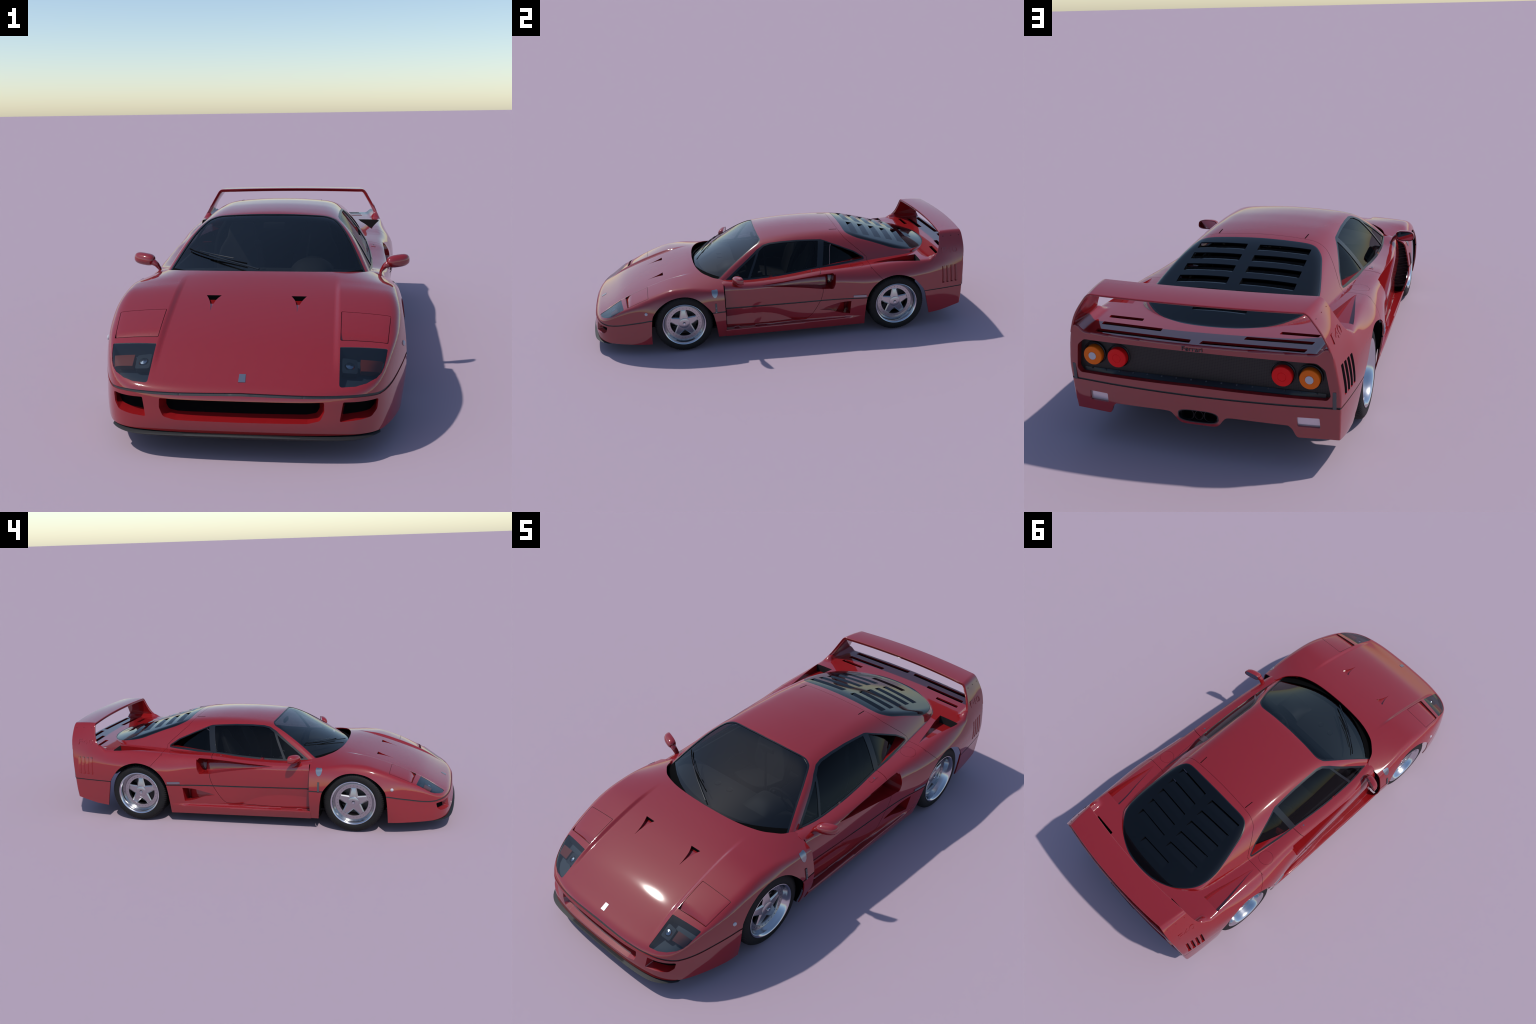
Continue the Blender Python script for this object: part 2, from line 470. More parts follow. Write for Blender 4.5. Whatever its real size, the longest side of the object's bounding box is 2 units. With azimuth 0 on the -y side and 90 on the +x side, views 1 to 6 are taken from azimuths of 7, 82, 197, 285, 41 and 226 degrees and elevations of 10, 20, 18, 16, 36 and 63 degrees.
def noise_tint(m, scale, a, b, lo=.35, hi=.65, detail=4):
    n, l, p = nodes(m); tc = n.new('ShaderNodeTexCoord'); t = n.new('ShaderNodeTexNoise'); r = n.new('ShaderNodeValToRGB')
    t.inputs['Scale'].default_value = scale; t.inputs['Detail'].default_value = detail
    r.color_ramp.elements[0].position, r.color_ramp.elements[1].position = lo, hi
    r.color_ramp.elements[0].color, r.color_ramp.elements[1].color = (*a, 1), (*b, 1)
    l.new(tc.outputs['Object'], t.inputs['Vector']); l.new(t.outputs['Fac'], r.inputs['Fac']); l.new(r.outputs['Color'], p.inputs['Base Color'])
    return t, r
def bump(m, scale, strength, dist=.002, kind='ShaderNodeTexNoise'):
    n, l, p = nodes(m); tc = n.new('ShaderNodeTexCoord'); t = n.new(kind); b = n.new('ShaderNodeBump')
    t.inputs['Scale'].default_value = scale; b.inputs['Strength'].default_value = strength; b.inputs['Distance'].default_value = dist
    l.new(tc.outputs['Object'], t.inputs['Vector']); l.new(t.outputs[0], b.inputs['Height']); l.new(b.outputs['Normal'], p.inputs['Normal'])

PAINT = material('red_paint', (.225, .007, .009), .45, 0, .02, 1.0, .05)
PAINT.node_tree.nodes['Principled BSDF'].inputs['Coat IOR'].default_value = 1.8
noise_tint(PAINT, 900, (.215, .0068, .0088), (.235, .0074, .0096))
LINING = material('dark_lining', (.006, .006, .007), .9)
BLACK = material('black_shade', (.0015, .0015, .0018), .95, spec=.1)
RUBBER = material('rubber_seal', (.006, .008, .012), .3)
SEAM = material('panel_seam', (.028, .0015, .002), .6)  # body red darkened by hand: shade inside the gaps is in the colour
STRIP = material('grey_strip', (.035, .035, .037), .45)
SCREEN = material('smoked_screen', (.0022, .003, .0045), .07, 0, .45)
TYRE = material('tyre_rubber', (.0085, .0085, .0088), .68, spec=.3); noise_tint(TYRE, 160, (.007, .007, .0073), (.011, .011, .0112))
RIM = material('silver_alloy', (.45, .44, .45), .27, 1.0); noise_tint(RIM, 400, (.43, .42, .43), (.47, .46, .47))
CHROME = material('polished_lip', (.56, .57, .60), .16, 1.0)
DISC = material('brake_disc', (.16, .16, .165), .45, .7)
BADGE = material('silver_badge', (.30, .31, .34), .3, 1.0)
PLATE = material('grey_latch', (.075, .078, .085), .4, .4)
CARBON = material('cabin_plastic', (.030, .030, .031), .6); bump(CARBON, 700, .25, .001)
SEATCLOTH = material('seat_cloth', (.030, .028, .027), .75); bump(SEATCLOTH, 500, .3, .001)
STEEL = material('cabin_steel', (.06, .056, .05), .45, .3)
AMBER = material('amber_lens', (.66, .125, .006), .38, spec=.2)
REDLENS = material('red_lens', (.66, .006, .008), .38, spec=.2)
PALELENS = material('pale_lens', (.42, .40, .44), .3)
REFLECTOR = material('pale_reflector', (.60, .55, .60), .12, .6)
ORANGE = material('indicator_lens', (.36, .05, .02), .35)
MIRROR = material('mirror_glass', (.6, .6, .62), .03, 1.0)
EXHAUST = material('exhaust_pipe', (.03, .03, .032), .35, .8)

def glass(name, tint, mixf, rough=.0):
    """thin tinted pane: mostly see-through, with a mirror sheen"""
    m = bpy.data.materials.new(name); m.use_nodes = True; n, l = m.node_tree.nodes, m.node_tree.links
    out = n['Material Output']; n.remove(n['Principled BSDF'])
    tr = n.new('ShaderNodeBsdfTransparent'); tr.inputs['Color'].default_value = (*tint, 1)
    gl = n.new('ShaderNodeBsdfGlossy'); gl.inputs['Roughness'].default_value = rough; gl.inputs['Color'].default_value = (1, 1, 1, 1)
    fr = n.new('ShaderNodeFresnel'); fr.inputs['IOR'].default_value = 1.5
    mu = n.new('ShaderNodeMath'); mu.operation = 'MULTIPLY'; mu.inputs[1].default_value = mixf
    mx = n.new('ShaderNodeMixShader')
    l.new(fr.outputs[0], mu.inputs[0]); l.new(mu.outputs[0], mx.inputs[0]); l.new(tr.outputs[0], mx.inputs[1]); l.new(gl.outputs[0], mx.inputs[2])
    l.new(mx.outputs[0], out.inputs['Surface']); return m
LAMPTRAY = material('lamp_tray_grey', (.050, .062, .078), .5)  # tray tinted blue-grey to carry the glass cover's bluish reflection
LAMPBODY = material('lamp_housing_grey', (.035, .042, .052), .4)
LIP = material('splitter_rubber', (.008, .009, .011), .62)
GLASS = glass('tinted_glass', (.43, .46, .48), 1.0)
DARKGLASS = glass('smoked_glass', (.34, .36, .38), .45)
LAMPGLASS = glass('lamp_glass', (.50, .57, .63), 1.25)

def grille_material():
    m = material('grille_mesh', (.01, .01, .01), .5); n, l, p = nodes(m)
    tc = n.new('ShaderNodeTexCoord'); sep = n.new('ShaderNodeSeparateXYZ'); l.new(tc.outputs['Object'], sep.inputs[0])
    def wires(sock, k):
        a = n.new('ShaderNodeMath'); a.operation = 'MULTIPLY'; a.inputs[1].default_value = k; l.new(sock, a.inputs[0])
        f = n.new('ShaderNodeMath'); f.operation = 'FRACT'; l.new(a.outputs[0], f.inputs[0])
        g = n.new('ShaderNodeMath'); g.operation = 'LESS_THAN'; g.inputs[1].default_value = .34; l.new(f.outputs[0], g.inputs[0]); return g.outputs[0]
    mx = n.new('ShaderNodeMath'); mx.operation = 'MAXIMUM'; l.new(wires(sep.outputs['X'], 210), mx.inputs[0]); l.new(wires(sep.outputs['Z'], 210), mx.inputs[1])
    c = n.new('ShaderNodeMix'); c.data_type = 'RGBA'; l.new(mx.outputs[0], c.inputs['Factor'])
    c.inputs['A'].default_value = (.0015, .0015, .002, 1); c.inputs['B'].default_value = (.014, .0135, .013, 1)
    l.new(c.outputs['Result'], p.inputs['Base Color']); return m
GRILLE = grille_material()
# ----------------------------------------------------------------------------
# 4. BODY PANELS
# ----------------------------------------------------------------------------
ROOT = bpy.data.objects.new('sports_car', None); bpy.context.scene.collection.objects.link(ROOT)
ROOT['label'] = 'low red wedge-shaped sports car with a tall hoop rear wing'; ROOT['category'] = 'sports car'

GRID = .0068
nose = Shell(nose_field, (-.012, -1.03, .03), (.47, -.26, .41), GRID)
body = Shell(body_field, (-.012, -.46, .03), (.48, 1.03, .54), GRID, (hull_field, cabin_field))
SHELLS = (nose, body)
flank = lambda C, N: C[:, 0] > .25
outer = lambda C, N: (N[:, 0] > .30) & (C[:, 0] > .2)
above = lambda C, N: N[:, 2] > .25
front = lambda C, N: N[:, 1] < -.25
behind = lambda C, N: N[:, 1] > .6

FRONT_ARCH = spline([(-.688, .052), (-.685, .13), (-.678, .193), (-.668, .222), (-.637, .258), (-.594, .286), (-.553, .299), (-.512, .303),
                     (-.471, .297), (-.434, .279), (-.397, .244), (-.369, .206), (-.358, .16), (-.351, .11), (-.344, .052)], 4)
REAR_ARCH = spline([(.428, .045), (.430, .134), (.439, .208), (.463, .258), (.504, .294), (.553, .312), (.602, .3165), (.650, .3065),
                    (.692, .284), (.728, .245), (.751, .207), (.767, .14), (.786, .06)], 4)

# ---- nose: cut away wheel arch, underside and everything behind the bulkhead line
nose.name(np.concatenate([[(-.688, .0)], FRONT_ARCH, [(-.344, .0)]]), SIDE, None, flank)
nose.level(lambda P: P[:, 2] - np.interp(P[:, 1], [-1.0, -.97, -.9, -.775, -.688, -.5, -.344, -.2], [.070, .069, .062, .060, .058, .058, .058, .055]))
nose.drop(nose.centres()[:, 2] < np.interp(nose.centres()[:, 1], [-1.0, -.97, -.9, -.775, -.688, -.5, -.344, -.2], [.070, .069, .062, .060, .058, .058, .058, .055]))
COWL = spline([(-.02, -.4405), (0, -.4405), (.10, -.4365), (.18, -.4255), (.25, -.402), (.29, -.372), (.315, -.345), (.337, -.300), (.373, -.301), (.404, -.303), (.50, -.304)], 6)
nose.name(np.concatenate([COWL, [(.5, .2), (-.02, .2)]]), TOP, None)

# headlight lid, headlight cover, hood ducts
LID = np.array([(.2445, -.689), (.380, -.687), (.367, -.797), (.243, -.809)])
nose.name(rounded(LID, .004), TOP, 'lid_gap', above)
nose.name(rounded([(.2463, -.6905), (.3783, -.6885), (.3655, -.7955), (.2445, -.807)], .003), TOP, 'lid', above)
LAMP = rounded([(.2425, -.832), (.3655, -.816), (.3600, -.848), (.3550, -.868), (.3475, -.885), (.3340, -.9035), (.3090, -.9240), (.281, -.9385), (.2415, -.9475)], [.003, .003, .03, .02, .02, .02, .03, .03, .007])
nose.name(LAMP, TOP, 'lamp', lambda C, N: (N[:, 2] > .05) & (C[:, 2] > .176))
DUCT = np.concatenate([spline([(.1215, -.687), (.1200, -.664), (.1130, -.630), (.1010, -.6055)], 6), spline([(.1455, -.6045), (.1340, -.630), (.1255, -.660), (.1225, -.687)], 6)])
nose.name(DUCT, TOP, 'duct', above)
BADGE_AT = [(-.0005, -.9245), (.0080, -.9245), (.0085, -.949), (-.0005, -.949)]

# black line under the hood edge, all round the nose
LINE_X = Line([0, .1, .2, .27, .30, .33, .355, .40, .44], [.1700, .1678, .1655, .1642, .1635, .1605, .1575, .155, .155], .01)
LINE_Y = Line([-1.0, -.95, -.92, -.90, -.86, -.78, -.72, -.68, -.3], [.168, .1645, .1605, .1590, .1620, .1755, .1855, .193, .193], .01)
def nose_line(P): return np.where(P[:, 1] > -.60, .2085, np.where(P[:, 1] < -.9, LINE_X(P[:, 0]), LINE_Y(P[:, 1])))
for d in (.0035, -.0035): nose.level(lambda P: P[:, 2] - nose_line(P) - d)
C = nose.centres(); k = C[:, 2] - nose_line(C); m = nose.L == 0
nose.L[m & (np.abs(k) < .0035)] = nose.code('line'); nose.L[m & (k <= -.0035)] = nose.code('bumper')

# intakes in the bumper
MOUTH = rounded([(-.02, .1545), (.2055, .1535), (.206, .130), (.196, .108), (.165, .1015), (-.02, .1015)], [0, .004, .01, .014, .02, 0])
nose.name(MOUTH, END, 'mouth', front)
GILL = rounded([(.2515, .152), (.3395, .1475), (.336, .122), (.322, .1075), (.296, .105), (.243, .1035)], [.004, .006, .012, .012, .02, .004])
nose.name(GILL, END, 'gill', front)

# ---- cabin/tail shell
body.drop((body.centres()[:, 1] < -.305) & (body.centres()[:, 0] > .335) & (body.centres()[:, 2] < .36))
body.name(np.concatenate([[(.428, .0)], REAR_ARCH, [(.786, .0)]]), SIDE, None, flank)
UNDER = np.array([(-.5, .055), (-.34, .055), (.428, .049), (.6, .05), (.783, .070), (.848, .079), (.917, .099), (.957, .1105), (1.05, .1105), (1.05, 0), (-.5, 0)])
body.name(UNDER, SIDE, None)
TAIL_EDGE = np.concatenate([spline([(-.02, .118), (0, .118), (.045, .118), (.062, .125), (.074, .140), (.088, .152), (.12, .1535)], 5),
                            [(.255, .149)], spline([(.266, .148), (.277, .137), (.288, .114), (.302, .1085)], 5), [(.5, .108), (.5, 0), (-.02, 0)]])
body.name(TAIL_EDGE, END, None, lambda C, N: (N[:, 1] > .6))
# side of the hull above the wing foot belongs to the wing
WING_FOOT_Z = .366
body.name([(.806, WING_FOOT_Z), (.818, .378), (.832, .392), (.85, .42), (.85, .6), (1.1, .6), (1.1, WING_FOOT_Z)], SIDE, None, lambda C, N: (N[:, 0] > .45) & (C[:, 0] > .33))

body.level(lambda P: np.where(P[:, 2] > .31, cabin_field(P) - hull_field(P), .05))          # exact crease where the cabin meets the hull
# side glass: seal outline, then the panes within it
SEAL = rounded([(-.2905, .3365), (-.205, .397), (-.106, .463), (-.070, .4795), (-.036, .4855), (.03, .4885), (.112, .4885), (.18, .4855), (.239, .482), (.257, .4765),
                (.33, .4485), (.408, .4165), (.455, .386), (.456, .374), (.426, .3705), (.36, .3655), (.221, .3535), (.086, .341), (-.045, .332), (-.175, .328)],
               [.002, .03, .03, .03, .03, .05, .05, .05, .02, .02, .05, .05, .01, .006, .02, .05, .05, .05, .05, .05], 4)
pane = lambda C, N: (cabin_field(C) < hull_field(C)) & (C[:, 0] > .18) & ((N[:, 0] > .1) | (C[:, 2] < .372))
body.name(SEAL, SIDE, 'seal', pane)
body.name(rounded([(-.262, .3455), (-.2035, .3875), (-.112, .447), (-.1705, .3405)], .002), SIDE, 'pane_vent', pane)
body.name(rounded([(-.0955, .4565), (-.066, .4735), (-.036, .4795), (.03, .4825), (.112, .4825), (.18, .480), (.224, .477), (.196, .3635), (.086, .3535), (-.045, .3445), (-.1575, .3405)], .003), SIDE, 'pane_door', pane)
body.name(rounded([(.254, .4725), (.33, .4435), (.404, .4125), (.449, .384), (.449, .379), (.36, .3745), (.227, .3655)], .003), SIDE, 'pane_quarter', pane)

# windscreen, in plan
WSEAL = np.concatenate([[(-.02, -.0835), (.10, -.081)], spline([(.142, -.0785), (.185, -.0765), (.212, -.0855), (.230, -.104), (.2625, -.174)], 5), [(.3185, -.318)], [(.36, -.47), (-.02, -.56)]])
wind = lambda C, N: (N[:, 2] > .05) & (C[:, 1] < -.03) & (N[:, 1] < .1)
body.name(WSEAL, TOP, 'wseal', wind)
WPANE = np.concatenate([[(-.02, -.0885), (.10, -.086)], spline([(.142, -.0835), (.180, -.082), (.207, -.0915), (.2245, -.110), (.2575, -.178)], 5), [(.3125, -.320)], [(.35, -.47), (-.02, -.56)]])
body.name(WPANE, TOP, 'windscreen', wind)
body.level(lambda P: P[:, 2] - .352, lambda C, N: wind(C, N))
body.L[(body.L == body.code('windscreen')) & (body.centres()[:, 2] < .352)] = body.code('cowl')
body.drop(body.centres()[:, 2] < np.where(body.centres()[:, 1] < -.308, .305, -1))

# engine screen with its louvres
SCR = spline([(0, .381), (.10, .381), (.165, .3805), (.197, .386), (.2185, .404), (.238, .440), (.252, .50), (.2675, .578), (.2745, .63), (.2715, .685), (.254, .738), (.215, .785), (.165, .822), (.10, .850), (.05, .8595), (0, .862)], 5)
SCR = np.concatenate([SCR, [(-.02, .862), (-.02, .381)]])
top_of = lambda C, N: (N[:, 2] > .12) & (C[:, 1] > .3)
body.name(SCR, TOP, 'screen_seal', top_of)
inset = offset_line(SCR[:-2], .0045); inset = np.concatenate([inset, [(-.02, .8575), (-.02, .3855)]])
body.name(inset, TOP, 'screen', top_of)
LOUVRES = []
for r in range(5):
    y0 = .4285 + .0642 * r
    LOUVRES.append([(.0215, y0), (.1975, y0 - .0105), (.1965, y0 + .0265), (.021, y0 + .036)])
LOUVRES.append([(-.02, .7525), (.0865, .7525), (.0865, .788), (-.02, .788)])
for q in LOUVRES: body.name(rounded(q, [.0015, .0015, .006, .006] if q[0][0] > 0 else [0, .0015, .006, 0], 3), TOP, 'louvre', top_of, cut=True)

# rear deck: scoops, slots; fuel cap
SCOOP = np.concatenate([spline([(.3635, .483), (.355, .508), (.335, .606), (.319, .675), (.310, .737)], 5), spline([(.402, .7355), (.396, .690), (.381, .600), (.367, .520), (.364, .483)], 5)])
body.name(SCOOP, TOP, 'scoop', above)
for (xi, xo, y0, y1, bow) in ((.2165, .331, .847, .866, .004), (.1295, .3265, .9055, .9265, .010), (.0175, .3185, .962, .984, .013)):
    body.name(rounded([(xi, y0), (xo, y0 - bow), (xo - .004, y1 - bow), (xi - .003, y1)], .003, 3), TOP, 'slot', above)
ring = lambda c, r, n=40: np.array([(c[0] + r * cos(2 * pi * i / n), c[1] + r * sin(2 * pi * i / n)) for i in range(n)])
body.name(ring((.359, .405), .0335), TOP, 'gap', above); body.name(ring((.359, .405), .0327), TOP, 'fuel_cap', above)
# shut lines: roof / engine cover, quarter panel
ROOFLINE = spline([(-.02, .3465), (.016, .347), (.10, .3485), (.159, .351), (.199, .3545), (.235, .368), (.2555, .39), (.273, .415), (.291, .446), (.304, .467)], 5)
body.name(band(ROOFLINE, .0013), TOP, 'gap', lambda C, N: (C[:, 2] > .37) & (C[:, 0] < .31), only=['body'])
body.name(band(np.array([(.304, .4705), (.36, .4705), (.41, .4695)]), .0013), TOP, 'gap', lambda C, N: (N[:, 2] > .5) & (C[:, 2] < .40), only=['body'])
body.name(band(spline([(.469, .363), (.476, .352), (.491, .334), (.524, .299)], 4), .0014), SIDE, 'gap', lambda C, N: (N[:, 0] > .45) & (C[:, 0] > .35), only=['body'])

# side intakes
UPPER = np.concatenate([spline([(-.115, .3165), (-.057, .3215), (.028, .328), (.114, .336), (.20, .3425), (.268, .3455)], 4), rounded([(.281, .3455), (.279, .325), (.2735, .29), (.265, .268), (.24, .2685)], [.008, .01, .02, .012, .02])[:-3],
                        spline([(.207, .2715), (.111, .2875), (.026, .2985), (-.059, .3075), (-.115, .3135)], 4)])
body.name(UPPER, SIDE, 'intake', outer)
LOWER = np.concatenate([[(.3555, .1925), (.3495, .1185)], spline([(.32, .1225), (.288, .131), (.242, .1465), (.187, .1535)], 4), spline([(.187, .158), (.247, .1735), (.292, .1855), (.33, .191)], 4)])
body.name(LOWER, SIDE, 'intake_low', outer)
# black line along the flank, and across the tail
body.name([(-.32, .2095), (-.30, .2095), (.195, .2095), (.46, .2105), (.46, .2045), (.195, .2025), (-.30, .2005), (-.32, .2005)], SIDE, 'line', outer, only=['body'])
body.name([(.70, .2115), (1.05, .2165), (1.05, .2105), (.70, .2065)], SIDE, 'line', lambda C, N: (N[:, 0] > .3) & (C[:, 0] > .3), only=['body'])
body.name([(-.02, .2165), (.45, .2165), (.45, .2105), (-.02, .2105)], END, 'line', behind, only=['body'])
# tail: light recess, tow windows, side gills
FASCIA = rounded([(-.02, .3555), (.20, .3535), (.350, .3495), (.3735, .33), (.3865, .250), (.377, .2365), (.305, .2375), (-.02, .2435)], [0, .1, .02, .02, .012, .01, .1, 0])
body.name(FASCIA, END, 'fascia', behind)
body.name(rounded([(.291, .178), (.354, .178), (.356, .146), (.292, .1475)], .004), END, 'reflector', behind)
def oval(cx, cz, a, b, p, n=40):
    return np.array([(cx + np.sign(cos(t)) * a * abs(cos(t)) ** (2 / p), cz + np.sign(sin(t)) * b * abs(sin(t)) ** (2 / p)) for t in np.linspace(0, 2 * pi, n, endpoint=False)])
body.name(oval(0, .1465, .0625, .0205, 3.2), END, None, behind)
for i in range(4):
    y = .8495 + i * .0237
    body.name(rounded([(y, .332), (y + .0165, .332), (y + .0155, .243), (y - .001, .2415)], .002, 2), SIDE, 'gill', outer)
# the door starts a finger behind the front wing's edge
body.name([(-.34, .10), (-.2965, .10), (-.2965, .329), (-.34, .329)], SIDE, None, lambda C, N: (C[:, 0] > .345) & (C[:, 2] > .105))
# door outline
DOOR_BACK = spline([(.212, .362), (.205, .35), (.197, .338), (.2005, .31), (.2085, .2715), (.207, .244), (.195, .206), (.171, .164), (.147, .131), (.129, .1155)], 4)
DOOR_FOOT = np.array([(.129, .1155), (-.006, .1085), (-.135, .1035), (-.34, .0985)])
door_side = lambda C, N: (C[:, 0] > .30)
body.name(band(np.concatenate([DOOR_BACK[:-1], DOOR_FOOT]), .0019), SIDE, 'gap', door_side, only=['body'])
DOOR = np.concatenate([DOOR_BACK, DOOR_FOOT[1:], [(-.34, .3405), (-.2865, .3405), (-.175, .3345), (-.045, .3385), (.086, .3475)]])
body.name(DOOR, SIDE, 'door', lambda C, N: (C[:, 0] > .325), only=['body'], cut=False)
C = body.centres(); b0 = body.L == 0
m = b0 & (C[:, 1] > .735) & (C[:, 2] < np.where(C[:, 1] < .8, .2085, .2125)); body.L[m] = body.code('rear_bumper')
b0 = body.L == 0
m = b0 & (C[:, 1] < .43) & (C[:, 2] < np.where(C[:, 1] < .129, .112, .206)); body.L[m] = body.code('sill')
b0 = body.L == 0
# everything ahead of the roof shut line is roof and pillar; the rest the rear clamshell
rl = np.interp(C[:, 0], ROOFLINE[:, 0], ROOFLINE[:, 1])
m = b0 & (C[:, 2] > np.where(C[:, 0] < .33, .36, 9)) & (C[:, 1] < np.where(C[:, 0] < .304, rl, .467)) ; body.L[m] = body.code('roof')
b0 = body.L == 0
q = np.interp(C[:, 2], [.299, .334, .352, .363], [.524, .491, .476, .4695]); m = b0 & (C[:, 1] < q); body.L[m] = body.code('side_panel')

# ---- recesses: floors and walls
def at(y0, y1, d0, d1, p=1.0):
    return lambda V: d0 + (d1 - d0) * np.clip((V[:, 1] - y0) / (y1 - y0), 0, 1) ** p
W = with_mat
def split_recess(shell, label, depth, way=None, skip=None, floor=0, wall=0, shift=None):
    f, w = shell.recess(label, depth, way, skip, shift); return [W(f, floor), W(w, wall)]

hood_duct = split_recess(nose, 'duct', at(-.687, -.605, 0, .014), (0, 0, -1))
f, w = hood_duct[0], hood_duct[1]; mid = w[0][w[1]].mean(1); back = mid[:, 1] > -.6085
hood_duct = [f, (w[0], w[1][~back], None, 0), (w[0], w[1][back], None, 1)]
lid_gap = split_recess(nose, 'lid_gap', .004, floor=1, wall=1)
lift = lambda V: np.stack([-.012 * np.clip((V[:, 0] - .16) / .045, 0, 1), 0 * V[:, 0], .013 * np.clip((.128 - V[:, 2]) / .027, 0, 1)], 1)
mouth = split_recess(nose, 'mouth', .030, (0, 1, 0), floor=1, wall=0, shift=lift)
gill = split_recess(nose, 'gill', .030, (0, 1, 0), floor=1, wall=0, shift=lambda V: np.stack([.008 * np.clip((.27 - V[:, 0]) / .03, 0, 1) - .006 * np.clip((V[:, 0] - .31) / .03, 0, 1), 0 * V[:, 0], .009 * np.clip((.128 - V[:, 2]) / .024, 0, 1)], 1))
nose_line_p = split_recess(nose, 'line', .003, floor=0, wall=0)
make_both('front_clamshell', skin(nose.take('body')) + hood_duct, [PAINT, BLACK], ROOT)
make_both('front_bumper', skin(nose.take('bumper')) + mouth + gill, [PAINT, BLACK], ROOT)
make_both('bumper_trim', nose_line_p, [STRIP], ROOT)
# the lid lies a little deeper towards its lower edge, showing a step there
V, F, N = nose.take('lid'); lidpiece = (V - N * (.0075 * np.clip((-.772 - V[:, 1]) / .03, 0, 1) ** 2)[:, None], F, None)
make_pair('headlight_lid', [W(lidpiece, 0)] + [(p[0], p[1], None, 1) for p in [W(skin((V, F, N), .01)[1], 1)]], [PAINT, LINING], ROOT)
make_both('lid_gap', lid_gap, [SEAM, SEAM], ROOT)
V, F, N = nose.take('lamp'); cover = make_pair('headlight_cover', [(V - N * .0012, F, N, 0)], [LAMPGLASS], ROOT)
tray = split_recess(nose, 'lamp', lambda V: np.clip((V[:, 2] - .155) * .55, .016, .04), (0, 0, -1))
make_pair('lamp_tray', tray, [LAMPTRAY], ROOT)

upper = split_recess(body, 'intake', lambda V: .074 * np.clip((V[:, 1] + .115) / .365, 0, 1) ** .95 * (.95 + .17 * np.clip((V[:, 2] - .27) / .06, 0, 1)) + .035 * sstep((V[:, 1] - .247) / .008), (-1, 0, 0))
lower = split_recess(body, 'intake_low', lambda V: .050 * np.clip((V[:, 1] - .187) / .145, 0, 1) ** 1.2 + .03 * sstep((V[:, 1] - .330) / .008), (-1, 0, 0))
quarter = split_recess(body, 'pane_quarter', lambda V: .002 + .042 * np.clip((V[:, 1] - .250) / .19, 0, 1) ** 1.3, (-1, 0, -.1))
scoop = split_recess(body, 'scoop', at(.483, .736, 0, .036, 1.1), (0, 0, -1))
f, w = scoop; mid = w[0][w[1]].mean(1); back = mid[:, 1] > .7325
scoop = [f, (w[0], w[1][~back], None, 0), (w[0], w[1][back], None, 1)]
slots = split_recess(body, 'slot', .007, (0, 0, -1))[1:]
gaps = split_recess(body, 'gap', .004, floor=1, wall=1)
trim = split_recess(body, 'line', .003)
fascia = split_recess(body, 'fascia', lambda V: .012 + .5 * np.maximum(V[:, 1] - .954, 0), (0, -1, 0), floor=1)
vents = split_recess(body, 'gill', lambda V: .013 * (1 - np.clip(((V[:, 1] - .8485) % .0237) / .0168, 0, 1)), (-1, 0, 0))
f, w = vents; wm = w[0][w[1]]; fr = (np.ptp(wm[:, :2, 1], axis=1) < .004) & (((wm[:, 0, 1] - .8475) % .0237) < .004); vents = [f, (w[0], w[1][~fr], None, 0), (w[0], w[1][fr], None, 1)]
reflector = split_recess(body, 'reflector', .007, (0, -1, 0))
louv = split_recess(body, 'louvre', 0.0, (0, 0, -1))
# each slat falls towards its front edge and leaves an open slot there
V, F = louv[0][0], louv[0][1]; row = np.floor((V[:, 1] + .0105 * V[:, 0] / .19 - .42) / .0642)
t = np.clip((.4645 + .0642 * row - .0095 * V[:, 0] / .19 - V[:, 1]) / .036, 0, 1); t = np.where(V[:, 1] > .745, np.clip((.788 - V[:, 1]) / .0355, 0, 1), t)
sunk = V - np.stack([0 * t, 0 * t,   .012 * t], 1); E = rim_edges(F); E = E[np.abs(V[E][:, :, 0]).max(1) > 1e-5]; n = len(V); D = np.abs(V[E[:, 0]] - V[E[:, 1]]); E = E[D[:, 0] < 3 * D[:, 1]]
louv = [(sunk, F, None, 0), (np.concatenate([V, sunk]), np.array([[a, b, b + n, a + n] for a, b in E]), None, 1)]

make_both('roof', skin(body.take('roof')), [PAINT, LINING], ROOT)
make_both('rear_clamshell', skin(body.take('body')) + scoop + slots + vents + fascia[1:], [PAINT, LINING], ROOT)
make_pair('door', skin(body.take('door')), [PAINT, LINING], ROOT)
make_pair('side_panel', skin(body.take('side_panel')) , [PAINT, LINING], ROOT)
make_pair('side_intake', upper + lower, [PAINT, BLACK], ROOT)
make_pair('sill', skin(body.take('sill')), [PAINT, LINING], ROOT)
make_both('rear_bumper', skin(body.take('rear_bumper'), .007) + reflector[1:], [PAINT, PAINT], ROOT)
make_pair('fuel_cap', skin(body.take('fuel_cap'), .004, False), [PAINT], ROOT)
make_both('body_trim', trim, [STRIP], ROOT)
make_both('panel_gap', gaps, [SEAM, SEAM], ROOT)
make_pair('reflector', [W(reflector[0], 0)], [REFLECTOR], ROOT)
make_both('tail_grille', [W(fascia[0], 0)], [GRILLE], ROOT)
make_pair('window_seal', skin(body.take('seal'), .006), [RUBBER, RUBBER], ROOT)
def pane_part(name, label, sink=.0022):
    V, F, N = body.take(label); return [(V - N * sink, F, N, 0)]
make_pair('quarter_window', [W(quarter[0], 0)], [DARKGLASS], ROOT); make_pair('quarter_frame', quarter[1:], [PAINT], ROOT)
for nm, lb in (('vent_window', 'pane_vent'), ('door_window', 'pane_door')): make_pair(nm, pane_part(nm, lb), [DARKGLASS], ROOT)
make_both('windscreen', pane_part('windscreen', 'windscreen'), [GLASS], ROOT)
make_both('windscreen_seal', skin(body.take('wseal'), .005), [RUBBER, RUBBER], ROOT)
make_both('cowl', skin(body.take('cowl'), .004), [BLACK, BLACK], ROOT)
